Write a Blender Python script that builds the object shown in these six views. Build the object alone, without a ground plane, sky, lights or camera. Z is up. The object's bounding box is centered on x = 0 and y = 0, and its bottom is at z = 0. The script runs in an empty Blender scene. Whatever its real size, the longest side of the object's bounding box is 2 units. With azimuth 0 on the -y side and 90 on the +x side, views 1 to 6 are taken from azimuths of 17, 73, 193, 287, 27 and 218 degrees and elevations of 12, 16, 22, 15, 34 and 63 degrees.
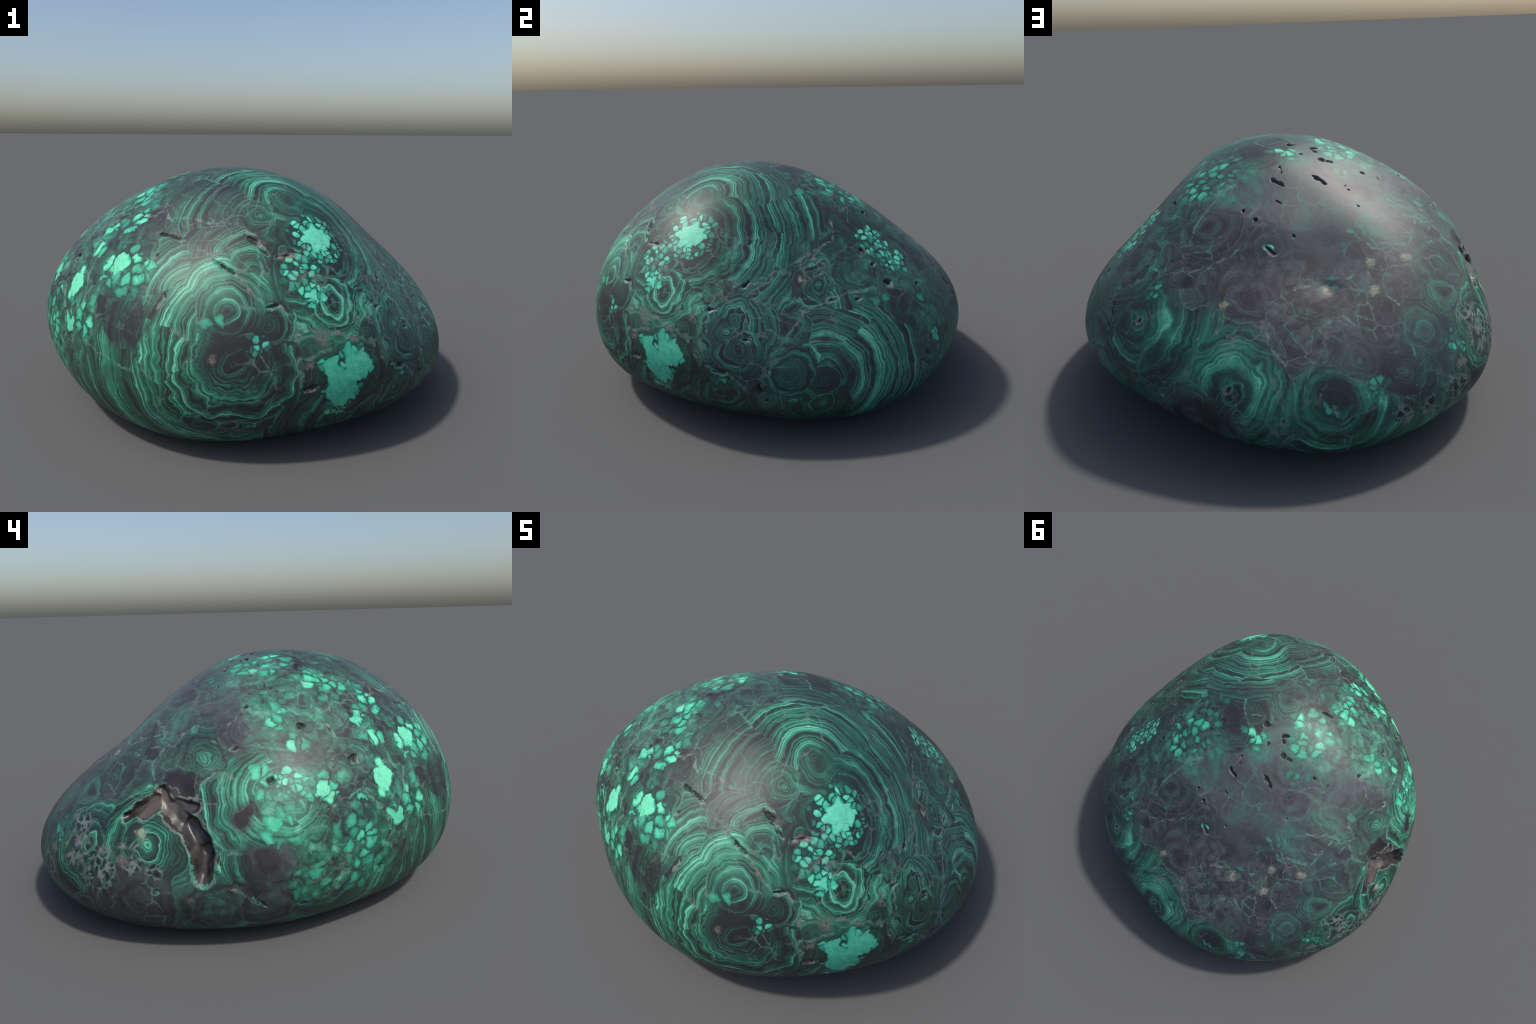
"""A tumbled, polished malachite stone: one smooth rounded body (a broad low dome with a
steeper saddle-shaped back), cut through concentric growth bands, clusters of pale green grains,
grey matrix, light veins, small pits and one deep open cavity."""
import bpy, math
import numpy as np
from mathutils import noise as mnoise, Vector

# ------------------------------------------------------------------ shape of the stone
# Control radii (metres, from the stone's middle at z = 0.5) on rings of latitude (degrees).
MIDDLE = np.array([0.0, 0.0, 0.5])
RINGS = [
    (-80, [0.488, 0.488, 0.496, 0.491]),
    (-64, [0.518, 0.509, 0.524, 0.521, 0.536, 0.517, 0.504, 0.505, 0.504, 0.531]),
    (-48, [0.567, 0.574, 0.632, 0.604, 0.573, 0.522, 0.520, 0.544, 0.568, 0.598, 0.598, 0.575, 0.574, 0.635, 0.584]),
    (-32, [0.983, 0.894, 0.835, 0.814, 0.864, 0.954, 0.975, 0.944, 0.980, 0.960, 0.940, 0.942, 0.910, 0.938, 0.989, 0.913, 0.868, 0.853, 0.917]),
    (-16, [1.174, 1.159, 1.115, 1.072, 1.072, 1.155, 1.229, 1.274, 1.200, 1.224, 1.145, 1.046, 1.016, 0.922, 0.996, 1.007, 1.049, 1.070, 1.057, 1.114, 1.139]),
    (0, [0.872, 0.925, 0.930, 0.973, 0.884, 0.834, 0.794, 0.824, 0.954, 0.943, 0.923, 0.888, 0.999, 0.927, 0.885, 0.924, 0.989, 1.019, 0.998, 1.004, 0.945, 0.854]),
    (16, [0.668, 0.704, 0.710, 0.734, 0.669, 0.575, 0.582, 0.567, 0.675, 0.774, 0.808, 0.819, 0.830, 0.836, 0.830, 0.869, 0.907, 0.888, 0.908, 0.817, 0.714]),
    (32, [0.650, 0.650, 0.655, 0.611, 0.592, 0.571, 0.552, 0.605, 0.645, 0.650, 0.737, 0.707, 0.736, 0.748, 0.759, 0.826, 0.809, 0.729, 0.649]),
    (48, [0.608, 0.612, 0.581, 0.531, 0.513, 0.510, 0.557, 0.546, 0.645, 0.658, 0.668, 0.721, 0.702, 0.735, 0.676]),
    (64, [0.567, 0.568, 0.534, 0.526, 0.546, 0.597, 0.635, 0.646, 0.624, 0.596]),
    (80, [0.580, 0.558, 0.547, 0.604]),
]

# ------------------------------------------------------------------ what the polished cut shows
# nodule:  centre of its area, focus its rings grow around, reach, growth rings per metre, tone, greyness, ring contrast, scalloping
# cluster: patch of pale grains, reach, solid core, coarse or fine grains, brightness
# crevice: pit or crack as a capsule from a to b, half width, depth, strength of its pale rim
# vein:    pale line along a path
# spot:    broad lightening or darkening of the cut;  lace: dark cells in a pale net
# cells:   cellular ground of small lighter and darker grains instead of rings
# crust:   small patch of bare, dull mineral
NODULES = [
    dict(at=(0.195, -0.869, 0.710), focus=(0.258, -0.904, 0.630), r=0.192, rings=66, tone=0.52, grey=0.08, contrast=1, lobes=0.5),
    dict(at=(0.259, -0.906, 0.626), focus=(0.258, -0.904, 0.630), r=0.116, rings=66, tone=0.45, grey=0.05, contrast=1, lobes=0.4),
    dict(at=(0.063, -0.937, 0.609), focus=(0.296, -0.936, 0.534), r=0.147, rings=66, tone=0.52, grey=0.05, contrast=1, lobes=0.6),
    dict(at=(0.029, -0.974, 0.494), focus=(0.302, -0.952, 0.464), r=0.169, rings=60, tone=0.5, grey=0.03, contrast=1, lobes=1.2),
    dict(at=(0.158, -0.986, 0.328), focus=(0.302, -0.955, 0.450), r=0.183, rings=60, tone=0.46, grey=0.02, contrast=1, lobes=1.4),
    dict(at=(0.293, -0.929, 0.218), focus=(0.302, -0.955, 0.450), r=0.171, rings=60, tone=0.42, grey=0.03, contrast=1, lobes=1.4),
    dict(at=(-0.107, -0.954, 0.260), focus=(0.302, -0.955, 0.450), r=0.232, rings=60, tone=0.42, grey=0.08, contrast=1, lobes=0.8),
    dict(at=(0.302, -0.953, 0.457), focus=(0.302, -0.953, 0.457), r=0.137, rings=70, tone=0.24, grey=0.03, contrast=0.8, lobes=1.0),
    dict(at=(0.452, -0.899, 0.370), focus=(0.331, -0.949, 0.428), r=0.095, rings=66, tone=0.36, grey=0.05, contrast=0.9, lobes=1.2),
    dict(at=(0.417, -0.864, 0.591), focus=(0.405, -0.873, 0.585), r=0.065, rings=70, tone=0.34, grey=0.03, contrast=0.9, lobes=0.6),
    dict(at=(0.072, -0.611, 0.958), focus=(0.292, -0.603, 0.941), r=0.204, rings=56, tone=0.38, grey=0.35, contrast=0.9, lobes=0.3),
    dict(at=(0.259, -0.605, 0.948), focus=(0.292, -0.603, 0.941), r=0.096, rings=56, tone=0.34, grey=0.2, contrast=0.75, lobes=1.5),
    dict(at=(0.134, -0.750, 0.851), focus=(0.307, -0.769, 0.796), r=0.155, rings=52, tone=0.36, grey=0.45, contrast=0.9, lobes=0.5),
    dict(at=(0.291, -0.781, 0.789), focus=(0.327, -0.796, 0.756), r=0.083, rings=62, tone=0.42, grey=0.1, contrast=1, lobes=0.6),
    dict(at=(0.506, -0.566, 0.850), focus=(0.506, -0.566, 0.850), r=0.159, rings=60, tone=0.28, grey=0.05, contrast=0.8, lobes=1.0),
    dict(at=(0.487, -0.723, 0.737), focus=(0.487, -0.723, 0.737), r=0.136, rings=70, tone=0.26, grey=0.0, contrast=0.7, lobes=1.3),
    dict(at=(0.615, -0.700, 0.624), focus=(0.600, -0.703, 0.639), r=0.137, rings=60, tone=0.52, grey=0.0, contrast=1.1, lobes=1.5),
    dict(at=(0.718, -0.517, 0.641), focus=(0.718, -0.517, 0.641), r=0.056, rings=70, tone=0.22, grey=0.1, contrast=0.7, lobes=1.3),
    dict(at=(0.723, -0.651, 0.512), focus=(0.723, -0.651, 0.512), r=0.054, rings=70, tone=0.2, grey=0.05, contrast=0.7, lobes=1.3),
    dict(at=(0.559, -0.821, 0.477), focus=(0.559, -0.821, 0.477), r=0.051, rings=70, tone=0.35, grey=0.1, contrast=0.6, lobes=1.3),
    dict(at=(-0.123, -0.934, 0.535), focus=(0.224, -0.947, 0.552), r=0.122, rings=60, tone=0.24, grey=0.03, contrast=0.8, lobes=0.5),
    dict(at=(-0.154, -0.650, 0.894), focus=(-0.154, -0.650, 0.894), r=0.083, rings=30, tone=0.26, grey=0.5, contrast=0.5, lobes=1.3),
    dict(at=(0.001, -0.832, 0.764), focus=(0.096, -0.899, 0.679), r=0.138, rings=70, tone=0.55, grey=0.3, contrast=0.9, lobes=0.3),
    dict(at=(0.676, -0.743, 0.375), focus=(0.676, -0.743, 0.375), r=0.144, rings=40, tone=0.28, grey=0.05, contrast=0.5, lobes=1.3),
    dict(at=(0.821, -0.480, 0.505), focus=(0.821, -0.480, 0.505), r=0.114, rings=70, tone=0.3, grey=0.1, contrast=0.9, lobes=1.3),
    dict(at=(0.839, 0.034, 0.562), focus=(0.753, -0.557, 0.564), r=0.127, rings=70, tone=0.32, grey=0.25, contrast=0.9, lobes=0.5),
    dict(at=(0.515, -0.799, 0.189), focus=(0.632, -0.711, 0.189), r=0.146, rings=60, tone=0.28, grey=0.05, contrast=0.8, lobes=0.6),
    dict(at=(0.684, -0.250, 0.733), focus=(0.486, -0.585, 0.854), r=0.208, rings=62, tone=0.4, grey=0.12, contrast=1, lobes=0.6),
    dict(at=(0.548, -0.314, 0.889), focus=(0.492, -0.595, 0.844), r=0.184, rings=62, tone=0.38, grey=0.12, contrast=1, lobes=0.6),
    dict(at=(0.633, -0.534, 0.739), focus=(0.504, -0.583, 0.841), r=0.135, rings=62, tone=0.4, grey=0.05, contrast=1, lobes=1.0),
    dict(at=(0.380, -0.470, 0.978), focus=(0.366, -0.461, 0.987), r=0.104, rings=50, tone=0.33, grey=0.2, contrast=0.6, lobes=0.8),
    dict(at=(0.206, -0.402, 1.048), focus=(0.363, -0.474, 0.984), r=0.191, rings=54, tone=0.46, grey=0.1, contrast=0.9, lobes=0.5),
    dict(at=(0.341, -0.183, 1.033), focus=(0.363, -0.474, 0.984), r=0.200, rings=54, tone=0.44, grey=0.15, contrast=0.9, lobes=0.5),
    dict(at=(0.212, -0.117, 1.067), focus=(0.363, -0.474, 0.984), r=0.180, rings=50, tone=0.34, grey=0.25, contrast=0.9, lobes=0.6),
    dict(at=(0.666, -0.224, 0.752), focus=(0.488, -0.562, 0.867), r=0.165, rings=60, tone=0.42, grey=0.05, contrast=1, lobes=0.5),
    dict(at=(0.508, -0.099, 0.914), focus=(0.490, -0.545, 0.874), r=0.148, rings=60, tone=0.42, grey=0.1, contrast=1, lobes=0.5),
    dict(at=(0.810, -0.444, 0.544), focus=(0.810, -0.444, 0.544), r=0.117, rings=70, tone=0.42, grey=0.05, contrast=1, lobes=1.3),
    dict(at=(0.862, -0.444, 0.448), focus=(0.862, -0.444, 0.448), r=0.139, rings=66, tone=0.3, grey=0.12, contrast=1, lobes=1.0),
    dict(at=(0.827, -0.318, 0.560), focus=(0.816, -0.438, 0.537), r=0.087, rings=66, tone=0.44, grey=0.05, contrast=1, lobes=0.4),
    dict(at=(0.955, -0.243, 0.346), focus=(0.955, -0.243, 0.346), r=0.124, rings=60, tone=0.4, grey=0.05, contrast=1, lobes=1.3),
    dict(at=(0.973, 0.137, 0.359), focus=(0.981, -0.132, 0.319), r=0.264, rings=44, tone=0.46, grey=0.02, contrast=1.1, lobes=0.5),
    dict(at=(0.866, 0.024, 0.531), focus=(0.981, -0.132, 0.319), r=0.162, rings=60, tone=0.4, grey=0.1, contrast=1, lobes=0.5),
    dict(at=(0.986, -0.134, 0.296), focus=(0.983, -0.133, 0.311), r=0.101, rings=50, tone=0.36, grey=0.02, contrast=1.0, lobes=0.9),
    dict(at=(0.754, -0.045, 0.648), focus=(0.754, -0.045, 0.648), r=0.132, rings=60, tone=0.38, grey=0.05, contrast=1, lobes=1.3),
    dict(at=(0.716, 0.143, 0.677), focus=(0.716, 0.143, 0.677), r=0.162, rings=50, tone=0.3, grey=0.12, contrast=0.6, lobes=1.3),
    dict(at=(0.859, 0.430, 0.421), focus=(0.859, 0.430, 0.421), r=0.163, rings=50, tone=0.38, grey=0.08, contrast=0.6, lobes=1.3),
    dict(at=(0.980, -0.079, 0.178), focus=(0.982, -0.123, 0.205), r=0.135, rings=60, tone=0.36, grey=0.12, contrast=1, lobes=0.8),
    dict(at=(0.837, -0.524, 0.242), focus=(0.837, -0.524, 0.242), r=0.143, rings=55, tone=0.3, grey=0.12, contrast=0.8, lobes=1.3),
    dict(at=(0.861, -0.222, 0.527), focus=(0.861, -0.222, 0.527), r=0.079, rings=50, tone=0.3, grey=0.2, contrast=0.7, lobes=1.3),
    dict(at=(0.730, -0.133, 0.676), focus=(0.730, -0.133, 0.676), r=0.090, rings=40, tone=0.2, grey=0.4, contrast=0.6, lobes=1.3),
    dict(at=(0.827, 0.318, 0.533), focus=(0.827, 0.318, 0.533), r=0.110, rings=40, tone=0.28, grey=0.15, contrast=0.6, lobes=1.3),
    dict(at=(0.929, -0.337, 0.232), focus=(0.929, -0.337, 0.232), r=0.102, rings=40, tone=0.24, grey=0.3, contrast=0.7, lobes=1.3),
    dict(at=(0.726, -0.486, 0.645), focus=(0.726, -0.486, 0.645), r=0.063, rings=60, tone=0.2, grey=0.1, contrast=0.7, lobes=1.3),
    dict(at=(0.287, 0.798, 0.548), focus=(0.432, 0.773, 0.534), r=0.218, rings=34, tone=0.44, grey=0.03, contrast=0.65, lobes=1.1),
    dict(at=(0.420, 0.812, 0.485), focus=(0.432, 0.773, 0.534), r=0.115, rings=32, tone=0.36, grey=0.05, contrast=0.8, lobes=0.4),
    dict(at=(0.035, 0.898, 0.452), focus=(0.015, 0.958, 0.361), r=0.166, rings=32, tone=0.42, grey=0.06, contrast=0.62, lobes=1.3),
    dict(at=(-0.112, 0.958, 0.361), focus=(0.015, 0.958, 0.361), r=0.138, rings=32, tone=0.44, grey=0.03, contrast=0.62, lobes=1.0),
    dict(at=(0.006, 0.958, 0.362), focus=(0.006, 0.958, 0.362), r=0.082, rings=60, tone=0.4, grey=0.05, contrast=0.9, lobes=1.3),
    dict(at=(-0.388, 0.915, 0.343), focus=(-0.389, 0.922, 0.330), r=0.162, rings=24, tone=0.44, grey=0.0, contrast=0.7, lobes=1.0),
    dict(at=(-0.054, 0.529, 0.756), focus=(-0.054, 0.529, 0.756), r=0.127, rings=60, tone=0.32, grey=0.7, contrast=0.8, lobes=1.3),
    dict(at=(0.202, 0.529, 0.788), focus=(0.215, 0.478, 0.829), r=0.166, rings=40, tone=0.24, grey=0.75, contrast=0.7, lobes=0.6),
    dict(at=(-0.197, 0.327, 0.884), focus=(-0.197, 0.327, 0.884), r=0.285, rings=16, tone=0.4, grey=0.97, contrast=0.35, lobes=1.3),
    dict(at=(-0.552, 0.263, 0.806), focus=(-0.581, -0.057, 0.878), r=0.200, rings=46, tone=0.4, grey=0.7, contrast=0.55, lobes=1.8),
    dict(at=(-0.119, 0.635, 0.653), focus=(-0.119, 0.635, 0.653), r=0.194, rings=26, tone=0.22, grey=0.95, contrast=0.5, lobes=1.3),
    dict(at=(-0.510, 0.463, 0.699), focus=(-0.510, 0.463, 0.699), r=0.154, rings=20, tone=0.24, grey=0.95, contrast=0.4, lobes=1.3),
    dict(at=(-0.279, 0.691, 0.584), focus=(-0.279, 0.691, 0.584), r=0.172, rings=30, tone=0.24, grey=0.92, contrast=0.6, lobes=1.3),
    dict(at=(-0.515, 0.655, 0.555), focus=(-0.515, 0.655, 0.555), r=0.129, rings=26, tone=0.22, grey=0.92, contrast=0.5, lobes=1.3),
    dict(at=(-0.236, 0.799, 0.514), focus=(-0.236, 0.799, 0.514), r=0.167, rings=30, tone=0.26, grey=0.85, contrast=0.6, lobes=1.3),
    dict(at=(-0.686, 0.631, 0.493), focus=(-0.686, 0.631, 0.493), r=0.129, rings=46, tone=0.32, grey=0.4, contrast=0.42, lobes=1.3),
    dict(at=(-0.744, 0.342, 0.652), focus=(-0.754, 0.333, 0.649), r=0.140, rings=44, tone=0.36, grey=0.45, contrast=0.55, lobes=1.8),
    dict(at=(-0.754, 0.462, 0.575), focus=(-0.754, 0.462, 0.575), r=0.099, rings=44, tone=0.36, grey=0.4, contrast=0.55, lobes=1.4),
    dict(at=(-0.698, 0.704, 0.404), focus=(-0.698, 0.704, 0.404), r=0.068, rings=60, tone=0.2, grey=0.3, contrast=0.6, lobes=1.3),
    dict(at=(-0.591, 0.768, 0.413), focus=(-0.591, 0.768, 0.413), r=0.083, rings=60, tone=0.2, grey=0.4, contrast=0.7, lobes=1.3),
    dict(at=(-0.454, 0.808, 0.444), focus=(-0.454, 0.808, 0.444), r=0.107, rings=30, tone=0.2, grey=0.75, contrast=0.5, lobes=1.3),
    dict(at=(-0.475, 0.911, 0.164), focus=(-0.387, 0.934, 0.309), r=0.190, rings=40, tone=0.42, grey=0.0, contrast=0.8, lobes=0.5),
    dict(at=(0.145, 0.947, 0.203), focus=(0.145, 0.947, 0.203), r=0.163, rings=30, tone=0.24, grey=0.4, contrast=0.6, lobes=1.3),
    dict(at=(0.222, 0.731, 0.617), focus=(0.222, 0.731, 0.617), r=0.115, rings=30, tone=0.22, grey=0.8, contrast=0.5, lobes=1.3),
    dict(at=(-0.008, 0.705, 0.620), focus=(-0.008, 0.705, 0.620), r=0.131, rings=36, tone=0.22, grey=0.88, contrast=0.6, lobes=1.3),
    dict(at=(-0.261, 0.081, 0.991), focus=(-0.261, 0.081, 0.991), r=0.264, rings=18, tone=0.44, grey=0.92, contrast=0.4, lobes=1.3),
    dict(at=(0.115, 0.327, 0.935), focus=(0.115, 0.327, 0.935), r=0.164, rings=20, tone=0.38, grey=0.85, contrast=0.4, lobes=1.3),
    dict(at=(0.512, 0.556, 0.683), focus=(0.512, 0.556, 0.683), r=0.210, rings=40, tone=0.3, grey=0.4, contrast=0.7, lobes=1.3),
    dict(at=(-0.747, -0.027, 0.751), focus=(-0.754, -0.045, 0.746), r=0.129, rings=44, tone=0.4, grey=0.3, contrast=0.55, lobes=1.6),
    dict(at=(-0.884, -0.141, 0.566), focus=(-0.793, -0.379, 0.628), r=0.123, rings=56, tone=0.42, grey=0.05, contrast=1.1, lobes=1.0),
    dict(at=(-0.808, -0.279, 0.657), focus=(-0.793, -0.379, 0.628), r=0.123, rings=56, tone=0.52, grey=0.1, contrast=0.9, lobes=0.5),
    dict(at=(-0.859, -0.350, 0.527), focus=(-0.793, -0.379, 0.628), r=0.114, rings=56, tone=0.52, grey=0.08, contrast=0.9, lobes=0.5),
    dict(at=(-0.748, -0.466, 0.620), focus=(-0.793, -0.379, 0.628), r=0.139, rings=60, tone=0.5, grey=0.12, contrast=0.8, lobes=1.0),
    dict(at=(-0.932, -0.240, 0.363), focus=(-0.899, -0.336, 0.396), r=0.086, rings=56, tone=0.42, grey=0.05, contrast=1.1, lobes=0.6),
    dict(at=(-0.952, 0.040, 0.453), focus=(-0.962, 0.109, 0.435), r=0.131, rings=52, tone=0.42, grey=0.0, contrast=1.1, lobes=0.7),
    dict(at=(-0.932, 0.228, 0.476), focus=(-0.962, 0.133, 0.433), r=0.097, rings=60, tone=0.4, grey=0.03, contrast=1, lobes=0.7),
    dict(at=(-0.885, 0.393, 0.478), focus=(-0.930, 0.371, 0.414), r=0.117, rings=66, tone=0.34, grey=0.1, contrast=1, lobes=1.0),
    dict(at=(-0.992, 0.137, 0.212), focus=(-0.992, 0.137, 0.212), r=0.127, rings=20, tone=0.2, grey=0.85, contrast=0.5, lobes=1.3),
    dict(at=(-0.898, -0.336, 0.404), focus=(-0.898, -0.336, 0.404), r=0.093, rings=20, tone=0.16, grey=0.9, contrast=0.4, lobes=1.3),
    dict(at=(-0.863, -0.256, 0.575), focus=(-0.863, -0.256, 0.575), r=0.057, rings=20, tone=0.16, grey=0.9, contrast=0.4, lobes=1.3),
    dict(at=(-0.648, -0.190, 0.837), focus=(-0.648, -0.190, 0.837), r=0.107, rings=20, tone=0.2, grey=0.9, contrast=0.5, lobes=1.3),
    dict(at=(-0.353, 0.168, 0.923), focus=(-0.353, 0.168, 0.923), r=0.177, rings=18, tone=0.36, grey=0.92, contrast=0.4, lobes=1.3),
    dict(at=(-0.438, -0.389, 0.918), focus=(-0.438, -0.389, 0.918), r=0.178, rings=34, tone=0.42, grey=0.4, contrast=0.7, lobes=1.3),
    dict(at=(-0.613, -0.578, 0.665), focus=(-0.613, -0.578, 0.665), r=0.136, rings=50, tone=0.36, grey=0.2, contrast=0.8, lobes=1.3),
    dict(at=(-0.630, -0.659, 0.477), focus=(-0.630, -0.659, 0.477), r=0.167, rings=50, tone=0.36, grey=0.03, contrast=0.8, lobes=1.3),
    dict(at=(-0.757, -0.528, 0.257), focus=(-0.757, -0.528, 0.257), r=0.196, rings=40, tone=0.44, grey=0.2, contrast=0.8, lobes=1.3),
    dict(at=(-0.623, -0.388, 0.800), focus=(-0.623, -0.388, 0.800), r=0.137, rings=40, tone=0.34, grey=0.5, contrast=0.6, lobes=1.3),
    dict(at=(-0.878, -0.326, 0.211), focus=(-0.878, -0.326, 0.211), r=0.147, rings=30, tone=0.3, grey=0.55, contrast=0.6, lobes=1.3),
    dict(at=(-0.851, 0.010, 0.630), focus=(-0.851, 0.010, 0.630), r=0.074, rings=16, tone=0.1, grey=0.7, contrast=0.3, lobes=1.3),
    dict(at=(-0.163, -0.801, 0.753), focus=(-0.163, -0.801, 0.753), r=0.139, rings=50, tone=0.34, grey=0.08, contrast=0.8, lobes=1.3),
    dict(at=(-0.942, -0.130, 0.196), focus=(-0.942, -0.130, 0.196), r=0.147, rings=30, tone=0.32, grey=0.45, contrast=0.6, lobes=1.3),
    dict(at=(-0.224, -0.416, 1.004), focus=(-0.224, -0.416, 1.004), r=0.178, rings=34, tone=0.34, grey=0.25, contrast=0.7, lobes=1.3),
    dict(at=(-0.040, -0.257, 1.087), focus=(-0.040, -0.257, 1.087), r=0.152, rings=34, tone=0.28, grey=0.35, contrast=0.6, lobes=1.3),
    dict(at=(0.167, 0.055, 1.051), focus=(0.167, 0.055, 1.051), r=0.225, rings=34, tone=0.22, grey=0.25, contrast=0.6, lobes=1.3),
    dict(at=(0.431, 0.345, 0.851), focus=(0.431, 0.345, 0.851), r=0.249, rings=40, tone=0.3, grey=0.2, contrast=0.6, lobes=1.3),
    dict(at=(-0.049, -0.208, 1.090), focus=(-0.049, -0.208, 1.090), r=0.142, rings=34, tone=0.26, grey=0.35, contrast=0.6, lobes=1.3),
    dict(at=(0.248, 0.681, 0.660), focus=(0.248, 0.681, 0.660), r=0.149, rings=40, tone=0.24, grey=0.7, contrast=0.6, lobes=1.3),
]
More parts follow.
